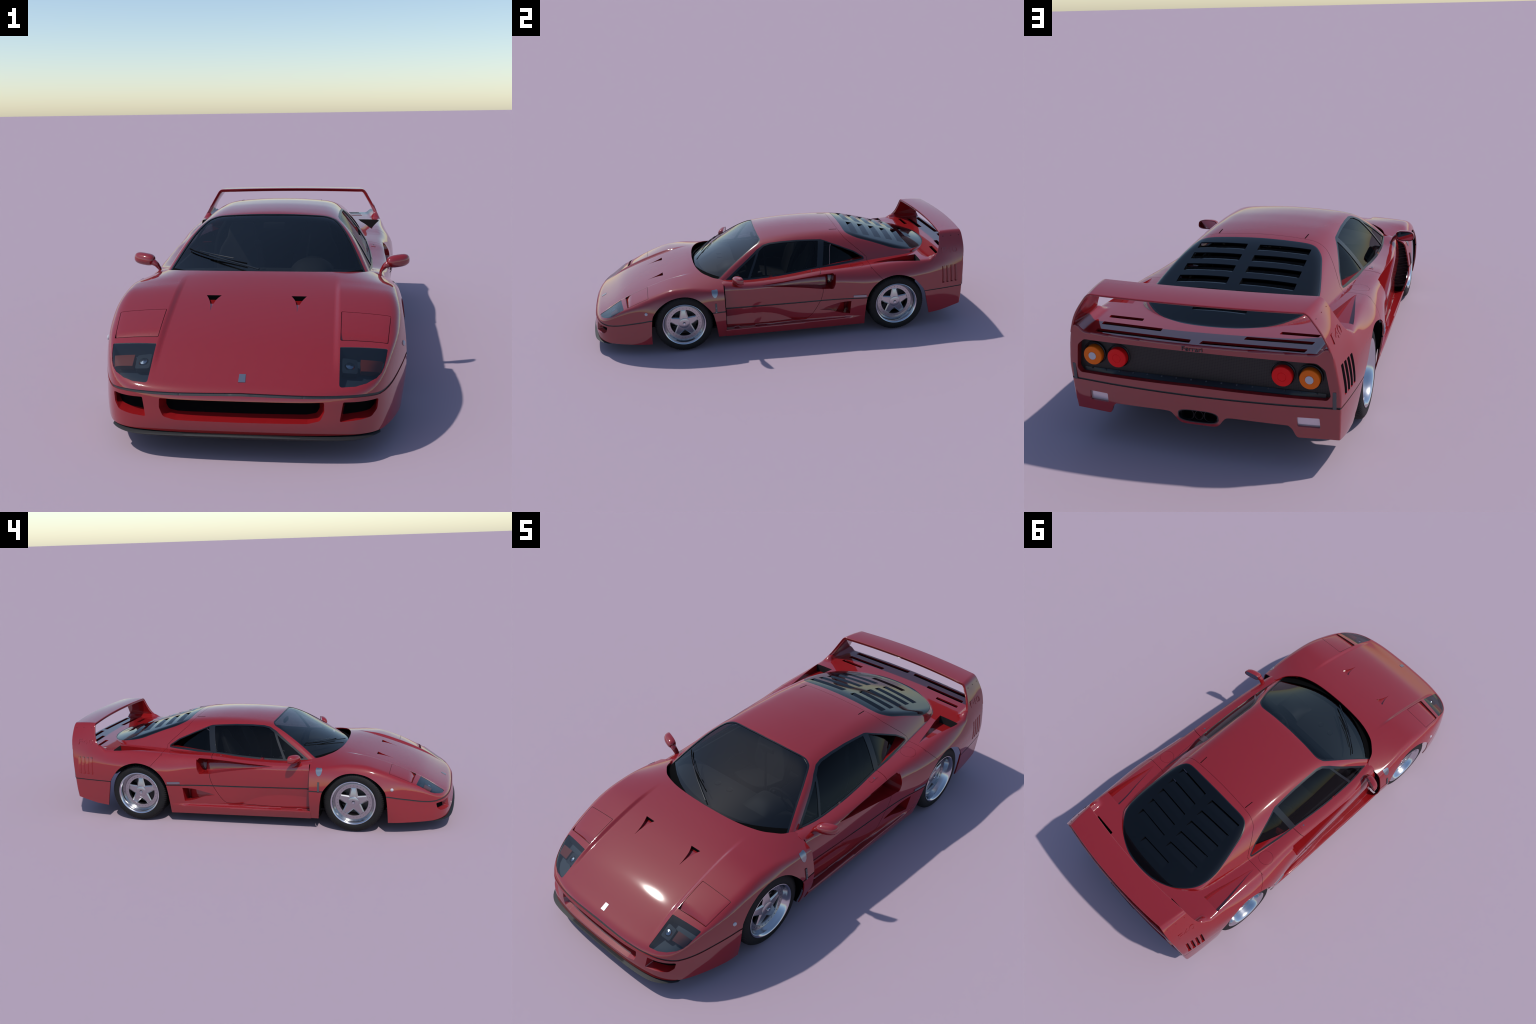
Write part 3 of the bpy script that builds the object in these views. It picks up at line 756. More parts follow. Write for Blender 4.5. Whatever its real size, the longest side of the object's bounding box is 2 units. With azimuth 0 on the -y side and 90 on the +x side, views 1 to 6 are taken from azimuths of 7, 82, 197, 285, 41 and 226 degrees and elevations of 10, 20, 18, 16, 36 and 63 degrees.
make_both('engine_screen', skin(body.take('screen'), .004) + louv, [SCREEN, BLACK], ROOT)
make_both('screen_seal', skin(body.take('screen_seal'), .005), [RUBBER, RUBBER], ROOT)
# ----------------------------------------------------------------------------
# 5. FITTED PARTS
# ----------------------------------------------------------------------------
def grid_faces(n, m, wrap_m=False, wrap_n=False):
    f = []
    for i in range(n if wrap_n else n - 1):
        for j in range(m if wrap_m else m - 1):
            f.append((i * m + j, ((i + 1) % n) * m + j, ((i + 1) % n) * m + (j + 1) % m, i * m + (j + 1) % m))
    return np.array(f)
def solid(name, V, F, mats, parent, angle=35, mi=None):
    """ordinary mesh, smooth within an angle; faces may have any size"""
    me = bpy.data.meshes.new(name); me.from_pydata([tuple(map(float, v)) for v in V], [], [tuple(map(int, f)) for f in F])
    bm = bmesh.new(); bm.from_mesh(me); bmesh.ops.recalc_face_normals(bm, faces=bm.faces[:]); bm.to_mesh(me); bm.free()
    for m in (mats if isinstance(mats, (list, tuple)) else [mats]): me.materials.append(m)
    if mi is not None: me.polygons.foreach_set('material_index', mi)
    me.shade_smooth(); me.set_sharp_from_angle(angle=radians(angle)); me.update()
    return link(bpy.data.objects.new(name, me), parent)
def lathe(profile, n=64, axis='x'):
    """profile of (x, r) turned about the x axis"""
    P = np.asarray(profile, float); V = []
    for i in range(n):
        a = 2 * pi * i / n
        V += [(x, r * cos(a), r * sin(a)) for x, r in P]
    return np.array(V), grid_faces(n, len(P), wrap_n=True)
def tube(path, r, n=10, close=True):
    P = np.asarray(path, float); R = np.broadcast_to(np.asarray(r, float), (len(P),)); V = []
    T = np.gradient(P, axis=0); T /= np.linalg.norm(T, axis=1, keepdims=True)
    up = np.array([0, 0, 1.0]) if abs(T[0][2]) < .9 else np.array([1.0, 0, 0]); u = np.cross(T[0], up); u /= np.linalg.norm(u)
    for p, t, rr in zip(P, T, R):
        u = u - t * (u @ t); u /= np.linalg.norm(u); w = np.cross(t, u)
        V += [p + rr * (cos(2 * pi * k / n) * u + sin(2 * pi * k / n) * w) for k in range(n)]
    F = grid_faces(len(P), n, wrap_m=True).tolist()
    if close: F += [list(range(n))[::-1], list(range((len(P) - 1) * n, len(P) * n))]
    return np.array(V), F
def box(lo, hi, bevel=0):
    bm = bmesh.new(); bmesh.ops.create_cube(bm, size=1)
    for v in bm.verts: v.co = [lo[k] + (v.co[k] + .5) * (hi[k] - lo[k]) for k in range(3)]
    if bevel: bmesh.ops.bevel(bm, geom=bm.edges[:], offset=bevel, segments=3, affect='EDGES', profile=.5)
    V = np.array([v.co[:] for v in bm.verts]); F = [[v.index for v in f.verts] for f in bm.faces]; bm.free(); return V, F
def loft(sections):
    """closed rings of equal length, capped"""
    n = len(sections[0]); V = np.concatenate(sections); F = grid_faces(len(sections), n, wrap_m=True).tolist()
    return V, F + [list(range(n))[::-1], list(range(len(V) - n, len(V)))]
def joined(*parts):
    V, F, b = [], [], 0
    for v, f in parts:
        V.append(np.asarray(v, float)); F += [[i + b for i in q] for q in f]; b += len(v)
    return np.concatenate(V), F
def mirror_x(vf): return vf[0] * [-1, 1, 1], [list(q)[::-1] for q in vf[1]]
def pair(name, vf, mats, parent, angle=35):
    return solid(name, *vf, mats, parent, angle), solid(name, *mirror_x(vf), mats, parent, angle)
def _hit(make_p, lo, hi, f, n=26):
    for _ in range(n):
        m = (lo + hi) / 2; i = f(make_p(m)) < 0
        lo = np.where(i, m, lo); hi = np.where(i, hi, m)
    return make_p(lo)
def on_flank(y, z, shell=body_field, lift=0.0):
    """points on the +x flank at (y, z)"""
    one = np.ndim(y) == 0; y = np.atleast_1d(np.asarray(y, float)); z = np.atleast_1d(np.asarray(z, float))
    p = _hit(lambda x: np.stack([x, y, z], -1), np.full(len(y), .2), np.full(len(y), .5), shell)
    if lift: p = p + lift * normals_of(shell, p)
    return p[0] if one else p
def on_top(x, y, shell=body_field, lift=0.0, zlo=.1, zhi=.56):
    one = np.ndim(y) == 0; y = np.atleast_1d(np.asarray(y, float)); x = np.atleast_1d(np.asarray(x, float))
    p = _hit(lambda z: np.stack([x, y, z], -1), np.full(len(y), zlo), np.full(len(y), zhi), shell)
    if lift: p = p + lift * normals_of(shell, p)
    return p[0] if one else p
def on_tail(x, z, lift=0.0):
    lo, hi = .8, 1.1
    for _ in range(30):
        m = (lo + hi) / 2
        if hull_field(np.array([[x, m, z]]))[0] < 0: lo = m
        else: hi = m
    return np.array([x, lo + lift, z])
def emblem(pts, place, thick):
    """plate that follows a surface: outline points -> place(a, b, lift)"""
    P = np.asarray(pts, float)
    dense = []
    for i in range(len(P)):
        k = max(1, int(np.linalg.norm(P[(i + 1) % len(P)] - P[i]) / .006)); dense += [P[i] + (P[(i + 1) % len(P)] - P[i]) * t / k for t in range(k)]
    P = np.array(dense); c = P.mean(0); n = len(P); rings = [c + (P - c) * q for q in (1, .75, .5, .25)]
    R = np.concatenate(rings + [c[None]])
    V = np.concatenate([place(P[:, 0], P[:, 1], -.001), place(R[:, 0], R[:, 1], thick)])
    F = [[k * n + i, k * n + (i + 1) % n, (k + 1) * n + (i + 1) % n, (k + 1) * n + i] for k in range(4) for i in range(n)] + [[4 * n + i, 4 * n + (i + 1) % n, 5 * n] for i in range(n)]
    return np.array(V), F

# ---- rear wing: end plates grow out of the flanks and turn over into the aerofoil
WING_FRONT_Z = Line([.34, .366, .378, .392, .41, .44, .50], [.785, .797, .812, .826, .838, .849, .861], .004)
WING_BACK_Z = Line([.30, .366, .42, .47, .50], [.970, .974, .979, .980, .977], .006)
def side_at(y, z): return float(BODY_SIDE(np.array([y]), np.array([z]))[0])
def wing_path(c):
    """outer line of the hoop at chord fraction c: list of (x, y, z), foot to centre"""
    pts = []
    def Y(z): f = float(WING_FRONT_Z(z)); return f + (float(WING_BACK_Z(z)) - f) * c
    zt = .4985 - .0035 * c - .0020 * (2 * c - 1) ** 2
    for z in np.linspace(WING_FOOT_Z, zt - .016, 16): pts.append((side_at(Y(z), z), Y(z), z))
    y = Y(.495); p1 = np.array(pts[-1]); slope = p1 - np.array(pts[-2]); slope /= slope[2]
    k = p1 + slope * (zt - p1[2]); k[1] = y; p2 = k + np.array([-.014, 0, .0003])
    for t in np.linspace(0, 1, 10)[1:]: pts.append(tuple((1 - t) ** 2 * p1 + 2 * t * (1 - t) * k + t * t * p2))
    for x in np.linspace(p2[0], 0, 18)[1:]: pts.append((x, y + .019 * (1 - (x / p2[0]) ** 2), zt + .003 * (1 - (x / p2[0]) ** 2)))
    return np.array(pts)
chord = (1 - np.cos(np.linspace(0, pi, 25))) / 2
outer_l = np.array([wing_path(c) for c in chord])                       # chord x path x 3
T = np.gradient(outer_l, axis=1); T[..., 1] = 0; T /= np.linalg.norm(T, axis=2, keepdims=True)
inward = np.stack([-T[..., 2], 0 * T[..., 1], T[..., 0]], -1)           # towards the car's middle / down
thick = (.0035 + .0135 * np.sqrt(np.clip(1 - (2 * chord - .85) ** 2 / 1.4, 0, 1)) * (1 - .35 * chord))[:, None]
thick = thick * np.ones(outer_l.shape[1])
thick[0], thick[-1] = .004, .004
low = np.clip((.388 - outer_l[..., 2]) / .022, 0, 1); thick = thick + .012 * low ** 2
inner_l = outer_l + inward * thick[..., None]
lead = outer_l[0] * .5 + inner_l[0] * .5 - [0, .0022, 0]; trail = outer_l[-1] * .5 + inner_l[-1] * .5 + [0, .0015, 0]
loop = np.concatenate([outer_l, trail[None], inner_l[::-1], lead[None]])   # closed around the chord
n_loop, n_path = loop.shape[:2]; V = loop.transpose(1, 0, 2).reshape(-1, 3)
F = grid_faces(n_path, n_loop, wrap_m=True)
wv = np.concatenate([V, V * [-1, 1, 1]]); wf = np.concatenate([F, F[:, ::-1] + len(V)])
wing = solid('rear_wing', wv, wf, PAINT, ROOT, 50)
bm = bmesh.new(); bm.from_mesh(wing.data); bmesh.ops.remove_doubles(bm, verts=bm.verts[:], dist=1e-5); bmesh.ops.recalc_face_normals(bm, faces=bm.faces[:]); bm.to_mesh(wing.data); bm.free()
for s in (1, -1):                                                        # rivets on the end plates
    for c in (.25, .5, .75):
        p = outer_l[int(c * 24), 14]
        solid('rivet', *lathe([(0, .0022), (.0008, .0018), (.001, 0)], 10), BLACK, wing).location = (s * (p[0] + (.0003)), p[1], p[2])

# ---- wheels
def star_spokes(x):
    """five tapering arms with chamfered edges, as solids lying near plane x"""
    parts = []
    for k in range(5):
        a = 2 * pi * k / 5
        ring_lo = [(-.0240, .022), (.0240, .022), (.0138, .0715), (-.0138, .0715)]
        ring_hi = [(-.0185, .022), (.0185, .022), (.0088, .0665), (-.0088, .0665)]
        P = [(x - .016, u, v) for u, v in ring_lo] + [(x - .003, u, v) for u, v in ring_lo] + [(x + .0035 - .10 * max(v - .022, 0) , u, v) for u, v in ring_hi]
        R = [(px, pu * cos(a) - pv * sin(a), pu * sin(a) + pv * cos(a)) for px, pu, pv in P]
        F = [[8, 9, 10, 11]] + [[i, (i + 1) % 4, 4 + (i + 1) % 4, 4 + i] for i in range(4)] + [[4 + i, 4 + (i + 1) % 4, 8 + (i + 1) % 4, 8 + i] for i in range(4)]
        parts.append((np.array(R), F))
    return joined(*parts)
def tyre_mesh(w, R, blocks=84):
    """x from -w (inner) to 0 (outer face); shoulder blocks cut into the tread"""
    r0 = .1085
    prof = [(-.004, r0), (-.0015, r0 + .004), (.0005, r0 + .011), (.0005, r0 + .017), (-.002, R - .013), (-.006, R - .0065), (-.0115, R - .0022), (-.022, R), (-w / 2, R + .0006), (-w + .022, R), (-w + .0115, R - .0022), (-w + .004, R - .010), (-w, r0 + .014), (-w + .006, r0)]
    n = blocks * 4; V = []
    for i in range(n):
        a = 2 * pi * i / n; cut = (i % 4) == 0
        for j, (x, r) in enumerate(prof):
            rr = r - (.0024 if cut and 5 <= j <= 7 else 0) - (.0024 if cut and 9 <= j <= 11 else 0)
            V.append((x, rr * cos(a), rr * sin(a)))
    F = grid_faces(n, len(prof), wrap_n=True)
    return np.array(V), F
def wheel_master(w, R, face):
    """meshes of one wheel; x = 0 is the outer face of the tyre, +x outwards; face = depth of the star"""
    out = {}
    out['tyre'] = (tyre_mesh(w, R), TYRE)
    out['rim_lip'] = (lathe([(-.003, .1105), (.0005, .1105), (.0012, .109), (.0002, .1065), (-.003, .1035), (-.010, .100), (-.018, .0975), (face + .002, .0935), (face - .004, .0915), (-w + .01, .0915), (-w, .108)], 96), CHROME)
    ringv = lathe([(face - .014, .0935), (face, .0925), (face + .0012, .0905), (face + .0012, .0725), (face - .001, .0710), (face - .016, .0695)], 96)
    hub = lathe([(face - .012, .034), (face + .0055, .033), (face + .0065, .0315), (face + .0035, .0305), (face + .0035, .0295), (face + .0085, .0275), (face + .0100, .025), (face + .0105, .0085), (face + .0105, .0078)], 48)
    nut = lathe([(face + .0100, .0078), (face + .0150, .0074), (face + .0175, .0055), (face + .0180, 0)], 24)
    nut = (nut[0] + [0, 0, -.002], nut[1])
    bolts = []
    for k in range(30):
        a = 2 * pi * (k + .5) / 30; b = lathe([(face + .0008, .0016), (face + .0022, .0014), (face + .0024, 0)], 6)
        bolts.append((b[0] + [0, .0815 * cos(a), .0815 * sin(a)], b[1]))
    out['rim'] = (joined(ringv, star_spokes(face + .004), hub), RIM)
    out['wheel_nut'] = (nut, CHROME)
    out['rim_bolts'] = (joined(*bolts), PLATE)
    out['brake_disc'] = (lathe([(face - .05, .02), (face - .05, .072), (face - .058, .072), (face - .058, .02)], 48), DISC)
    return out
def mesh_of(name, vf, mat, angle=35):
    o = solid(name, *vf, mat, None, angle); me = o.data; bpy.data.objects.remove(o); return me
TYRE_R = .1495
for wname, y, xo, w, face in (('front', -.5175, .4145, .108, -.026), ('rear', .5985, .4275, .150, -.036)):
    meshes = {k: mesh_of(k, vf, m, 30) for k, (vf, m) in wheel_master(w, TYRE_R, face).items()}
    for s in (1, -1):
        wheel = bpy.data.objects.new('wheel', None); link(wheel, ROOT); wheel.location = (s * xo, y, TYRE_R + .0007)
        wheel.rotation_euler = (0, 0, 0 if s > 0 else pi)
        for k, me in meshes.items():
            o = bpy.data.objects.new(k, me); link(o, wheel)
            if k == 'rim_bolts': o['kind'] = 'stuff'
        cal = solid('brake_caliper', *box((face - .075, -.078, -.03), (face - .035, -.045, .03), .006), LINING, wheel)

# ---- wheel wells, floor, bulkheads
def well(arch, x_in, lo=0, hi=None):
    A = arch[lo:hi]; o = np.array([(max(on_flank(y, max(z, .06), nose_field if y < -.3 else body_field)[0] - .012, .3), y, z) for y, z in A])
    c = A.mean(0); i = np.array([(x_in, y, z) for y, z in A])
    V = np.concatenate([o, i]); n = len(A); F = [[k, k + 1, n + k + 1, n + k] for k in range(n - 1)] + [[n + k for k in range(n)]]
    return V, F
for s in (0, 1):
    for arch, a, b in ((FRONT_ARCH, 10, None), (REAR_ARCH, 0, 34)):
        vf = well(arch, .235, a, b); vf = mirror_x(vf) if s else vf; solid('wheel_well', *vf, BLACK, ROOT)
solid('floor_pan', *joined(box((-.355, -.345, .062), (.355, .42, .072)), box((-.24, -.66, .062), (.24, .40, .072)), box((-.235, -.93, .075), (.235, .75, .085)), box((-.24, -.935, .078), (.24, -.70, .084))), BLACK, ROOT)
solid('bulkhead', *joined(box((-.30, -.44, .08), (.30, -.43, .325)), box((-.30, .245, .08), (.30, .26, .34)), box((-.22, .245, .33), (.22, .26, .43))), BLACK, ROOT)
# engine under the screen, tail structure behind the grille
solid('engine', *joined(box((-.15, .42, .12), (.15, .80, .33), .02), box((-.24, .50, .25), (-.17, .75, .345), .02), box((.17, .50, .25), (.24, .75, .345), .02)), LINING, ROOT)
solid('engine_tray', *joined(box((-.235, .27, .085), (.235, .80, .10)), box((-.36, .825, .343), (.36, .955, .346))), BLACK, ROOT)
solid('gearbox', *box((-.12, .80, .16), (.12, .93, .26), .02), LINING, ROOT)

# ---- splitter under the nose
xs = np.linspace(-.345, .345, 61)
def nose_y(x): return float(NOSE_PLAN(abs(x)))
sp = []
for x in xs:
    y = nose_y(x) + .002; e = 1 - (abs(x) / .347) ** 8; f = y - .0085 * e + .001
    sp.append([(x, f + .05, .0665), (x, f + .004, .0695 - .010 * (abs(x) / .345) ** 2), (x, f, .0665 - .008 * (abs(x) / .345) ** 2), (x, f + .003, .0615 - .004 * (abs(x) / .345) ** 2), (x, f + .05, .0590)])
solid('splitter', *loft([np.array(q) for q in sp]), LIP, ROOT)

# ---- headlight interiors
for s in (1, -1):
    fl = (lambda vf: vf) if s > 0 else mirror_x
    def under(poly, top, mat, nm):
        e = emblem(poly, lambda a, b, t: on_top(a, b, nose_field, top if t > 0 else top - .016), .001); return solid(nm, *fl(e), mat, ROOT, 40)
    under([(.296, -.858), (.354, -.853), (.350, -.884), (.296, -.890)], -.007, ORANGE, 'indicator')
    under(rounded([(.249, -.858), (.288, -.860), (.288, -.898), (.249, -.900)], .006, 3), -.008, LAMPBODY, 'lamp_housing')
    p = on_top(.268, -.880, nose_field, -.009); nrm = normals_of(nose_field, p[None])[0]
    lens = lathe([(-.006, .0150), (0, .0142), (.004, .010), (.0055, 0)], 32)
    o = solid('lamp_lens', *lens, CHROME, ROOT); o.location = p * [s, 1, 1]; o.rotation_euler = Vector((nrm[0] * s, nrm[1], nrm[2])).to_track_quat('X', 'Z').to_euler()
    d = lathe([(0, .0078), (.0015, .0076), (.004, .005), (.005, 0)], 24)     # side marker
    p = on_flank(-.7045, .228, nose_field); nrm = normals_of(nose_field, p[None])[0]
    o = solid('side_marker', *d, PALELENS, ROOT); o.location = p * [s, 1, 1]; o.rotation_euler = Vector((nrm[0] * s, nrm[1], nrm[2])).to_track_quat('X', 'Z').to_euler()

# ---- tail lamps
for s in (1, -1):
    for x, r, m, nm in ((.3285, .0292, AMBER, 'amber_tail_lamp'), (.2505, .0298, REDLENS, 'red_tail_lamp')):
        pr = lathe([(0, r), (.026, r), (.0285, r - .0012), (.0295, r - .004), (.0297, r * .42 + .0006), (.0290, r * .42), (.0297, r * .42 - .0006), (.0300, 0)], 56)
        toy = lambda v: v[:, [1, 0, 2]]
        lamp = solid(nm, toy(pr[0]) + [s * x, .947, .297], pr[1], m, ROOT, 25)
        if m is AMBER:
            c = lathe([(0, .0118), (.0012, .0118), (.0014, 0)], 40); solid('lamp_centre', toy(c[0]) + [s * x, .9765, .297], c[1], PALELENS, lamp)
        h = lathe([(0, r + .0065), (.008, r + .0062), (.0095, r + .004), (.0085, r + .002), (0, r + .002)], 56)
        solid('lamp_bezel', toy(h[0]) + [s * x, .9535, .300], h[1], EXHAUST, lamp)
    # latches at the tail corners and behind the front wheels
    q = on_tail(.396, .238)
    solid('latch', *(lambda v, f: (v * [s, 1, 1], f))(*box((.3915, q[1] - .004, .2115), (.4015, q[1] + .003, .264), .0012)), PLATE, ROOT)
    pts = [(-.3545, .2085), (-.3455, .2085), (-.3455, .2555), (-.3545, .2555)]
    e = emblem(pts, lambda a, b, t: on_flank(a, b, nose_field, t), .003); e = e if s > 0 else mirror_x(e); la = solid('latch', *e, PLATE, ROOT)
    for z in (.2105, .234):
        p = on_flank(-.350, z, nose_field, .003); solid('latch_pin', *lathe([(0, .0026), (.001, .0024), (.0014, 0)], 12), BADGE, la).location = p * [s, 1, 1]
    SH = spline([(-.3655, .3195), (-.3655, .303), (-.3595, .290), (-.351, .2845), (-.3425, .290), (-.3365, .303), (-.3365, .3195), (-.351, .3205)], 4, True)
    e = emblem(SH, lambda a, b, t: on_flank(a, b, nose_field, t), .0012); e = e if s > 0 else mirror_x(e); solid('shield_badge', *e, BADGE, ROOT, 60)
    e = emblem([(.3665, .2145), (.4325, .2145), (.4325, .226), (.3665, .226)], lambda a, b, t: on_flank(a, b, body_field, t), .003); e = e if s > 0 else mirror_x(e); solid('side_badge', *e, BADGE, ROOT)
    hp = rounded([(.3505, .136), (.3505, .180), (.3655, .180), (.3665, .136)], .002, 3)                    # door handle flap
    fl = emblem(hp, lambda a, b, t: on_top(a, b, body_field, t), .0012); fl = fl if s > 0 else mirror_x(fl); h = solid('door_handle', *fl, PAINT, ROOT, 50)
    p = on_top(.358, .163, body_field, .0012); solid('handle_lock', *lathe([(0, .004), (.0008, .0038), (.001, 0)], 16), BADGE, h).matrix_world = Matrix.Translation(p * [s, 1, 1]) @ Matrix.Rotation(-pi / 2, 4, 'Y')
    rs = emblem([(.155, .3455), (.1585, .3455), (.1605, .303), (.1575, .303)], lambda a, b, t: on_top(a, b, body_field, t), .0006); rs = rs if s > 0 else mirror_x(rs); solid('roof_hinge', *rs, BLACK, ROOT)
e = emblem([(-.0085, -.9245), (.0080, -.9245), (.0088, -.949), (-.0088, -.949)], lambda a, b, t: on_top(a, b, nose_field, t), .0012)
solid('hood_badge', *e, BADGE, ROOT)

# ---- mirrors: pod on a curved stalk
def mirror_part():
    def ring(c, u, v, a, b, p=2.6, n=28):
        out = []
        for k in range(n):
            t = 2 * pi * k / n; ct, st = cos(t), sin(t)
            out.append(np.array(c) + np.array(u) * a * np.sign(ct) * abs(ct) ** (2 / p) + np.array(v) * b * np.sign(st) * abs(st) ** (2 / p))
        return np.array(out)
    # pod: thin swept shell, sections from the glass plane forward
    secs = [((.4265, -.0005, .3655), .0352, .0182, 3.2), ((.4265, .003, .3655), .0375, .0200, 3.2), ((.4265, -.006, .3655), .0385, .0208, 3.0), ((.4262, -.016, .3655), .0372, .0196, 2.8),
            ((.4255, -.0235, .3650), .0325, .0162, 2.6), ((.4245, -.0285, .3645), .0245, .0112, 2.4), ((.4235, -.0312, .364), .0120, .0050, 2.2)]
    tilt = .10; sweep = lambda R: R + np.stack([0 * R[:, 0], -.2205 + .34 * (R[:, 0] - .4265), 0 * R[:, 0]], 1)
    pod = loft([sweep(ring(c, (cos(tilt), 0, sin(tilt)), (-sin(tilt), 0, cos(tilt)), a, b, p)) for c, a, b, p in secs])
    base = on_top(.372, -.241, body_field)
    path = spline([base + [-.003, -.003, -.010], base + [-.001, -.002, .002], (.3765, -.2430, .342), (.3840, -.2440, .3515), (.397, -.2420, .3590), (.412, -.238, .3635)], 6)
    sec = []
    for i, p in enumerate(path):
        t = i / (len(path) - 1); T = path[min(i + 1, len(path) - 1)] - path[max(i - 1, 0)]; T /= np.linalg.norm(T)
        w = np.cross(T, (0, 1, 0)); w /= np.linalg.norm(w)
        sec.append(ring(p, w, (0, 1, 0), .0042 + .0115 * t ** 1.7, .0110 + .002 * t, 2.2))
    return pod, loft(sec), sweep(ring((.4265, .0000, .3655), (cos(tilt), 0, sin(tilt)), (-sin(tilt), 0, cos(tilt)), .0335, .0168, 3.2))
pod, stalk, gl = mirror_part()
for s in (1, -1):
    fl = (lambda vf: vf) if s > 0 else mirror_x
    o = solid('wing_mirror', *fl(joined(pod, stalk)), PAINT, ROOT, 60)
    g = (np.concatenate([gl + [0, .0012, 0], gl - [0, .002, 0]]), [list(range(28))] + [[i, (i + 1) % 28, 28 + (i + 1) % 28, 28 + i] for i in range(28)])
    solid('mirror_glass', *fl(g), MIRROR, o)

# ---- exhaust: three pipes in an oval shroud
def pipe(cx, cz, a, b, y0, y1, wall, p=2):
    o, i = oval(cx, cz, a, b, p), oval(cx, cz, a - wall, b - wall, p); n = len(o)
    secs = [np.stack([o[:, 0], np.full(n, y0), o[:, 1]], 1), np.stack([o[:, 0], np.full(n, y1), o[:, 1]], 1), np.stack([i[:, 0], np.full(n, y1), i[:, 1]], 1), np.stack([i[:, 0], np.full(n, y0 + .01), i[:, 1]], 1)]
    return loft(secs)
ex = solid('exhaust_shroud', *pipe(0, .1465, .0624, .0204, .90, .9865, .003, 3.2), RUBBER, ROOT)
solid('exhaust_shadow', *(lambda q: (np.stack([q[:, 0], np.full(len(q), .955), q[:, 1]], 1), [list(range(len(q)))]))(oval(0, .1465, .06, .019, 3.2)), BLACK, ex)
for cx, a, b in ((-.036, .0205, .0165), (.036, .0205, .0165), (0, .0135, .0145)):
    solid('exhaust_pipe', *pipe(cx, .1465, a, b, .92, .979, .0012, 2.6 if cx else 2), EXHAUST, ex)

# ---- bolted rail under the tail grille
rail = [(x, float(TAIL_BOW(abs(x))) - .012, .2395 + .006 * (1 - (abs(x) / .38) ** 2)) for x in np.linspace(-.37, .37, 41)]
rv = [np.array([(x, (y + .954) / 2 - .013, z - .004), (x, (y + .954) / 2 - .013, z + .008), (x, (y + .954) / 2 - .003, z + .008), (x, y - .002, z - .002), (x, y - .002, z - .004)]) for x, y, z in rail]
rl_o = solid('tail_rail', *loft(rv), RUBBER, ROOT)
for x in np.linspace(-.345, .345, 16):
    y = float(TAIL_BOW(abs(x))); z = .2395 + .006 * (1 - (abs(x) / .38) ** 2)
    o = solid('rail_bolt', *lathe([(0, .0028), (.0012, .0026), (.0016, 0)], 10), PLATE, rl_o); o.location = (x, (y + .954) / 2 - .0065, z + .0055); o.rotation_euler = (0, -pi / 3, pi / 2)

# ---- louvred vent in the step between front wing and door
for s in (1, -1):
    zs = np.linspace(.112, .318, 12)
    so = np.array([on_flank(-.308, z, nose_field)[0] - .0075 for z in zs]); si = np.array([on_flank(-.298, z, body_field)[0] - .006 for z in zs])
    V = np.concatenate([np.stack([s * so, np.full(12, -.322), zs], 1), np.stack([s * (si - .012), np.full(12, -.306), zs], 1)])
    vo = solid('vent_frame', V, [[k, k + 1, 13 + k, 12 + k] for k in range(11)], SEAM, ROOT)
    for k in range(13):
        z = .120 + k * .0150; xo = np.interp(z, zs, so) - .0005; xi = np.interp(z, zs, si) + .001
        if xo - xi < .006: continue
        v, f = box((xi, -.3215, z), (xo, -.3055, z + .0028)); v[:, 2] += (v[:, 1] + .313) * .6; v[:, 0] *= s
        solid('vent_slat', v, f, RUBBER, vo)

# ---- lettering
def word(text, size, depth, mat, parent, matrix):
    cu = bpy.data.curves.new('lettering', 'FONT'); cu.body = text; cu.size = size; cu.extrude = depth; cu.align_x = 'CENTER'; cu.align_y = 'CENTER'
    o = bpy.data.objects.new('lettering', cu); bpy.context.scene.collection.objects.link(o)
    dg = bpy.context.evaluated_depsgraph_get(); me = bpy.data.meshes.new_from_object(o.evaluated_get(dg)); bpy.data.objects.remove(o); me.name = 'lettering'
    me.materials.clear(); me.materials.append(mat)
    n = link(bpy.data.objects.new('lettering', me), parent); n.matrix_world = matrix; return n
word('Ferrari', .0185, .0010, STRIP, ROOT, Matrix(((-1.25, 0, 0, 0), (0, 0, 1, 1.0008), (0, 1, 0, .3632), (0, 0, 0, 1))))
for s in (1, -1):
    up = on_flank(.899, .42, lambda p: p[..., 0] - BODY_SIDE(p[..., 1], p[..., 2])) - on_flank(.899, .392, lambda p: p[..., 0] - BODY_SIDE(p[..., 1], p[..., 2])); up /= np.linalg.norm(up)
    mid = on_flank(.899, .406, lambda p: p[..., 0] - BODY_SIDE(p[..., 1], p[..., 2]))
    run = on_flank(.93, .406, lambda p: p[..., 0] - BODY_SIDE(p[..., 1], p[..., 2])) - on_flank(.87, .406, lambda p: p[..., 0] - BODY_SIDE(p[..., 1], p[..., 2])); run /= np.linalg.norm(run)
    run = run * s; N3 = np.cross(run, up) 
    if s < 0: mid = mid * [-1, 1, 1]; up = up * [-1, 1, 1]; run = run * [-1, 1, 1]; N3 = np.cross(run, up)
    M = Matrix(((run[0] * 1.5, up[0], N3[0], mid[0]), (run[1] * 1.5, up[1], N3[1], mid[1]), (run[2] * 1.5, up[2], N3[2], mid[2]), (0, 0, 0, 1)))
    word('F40', .042, .0010, PAINT, wing, M)

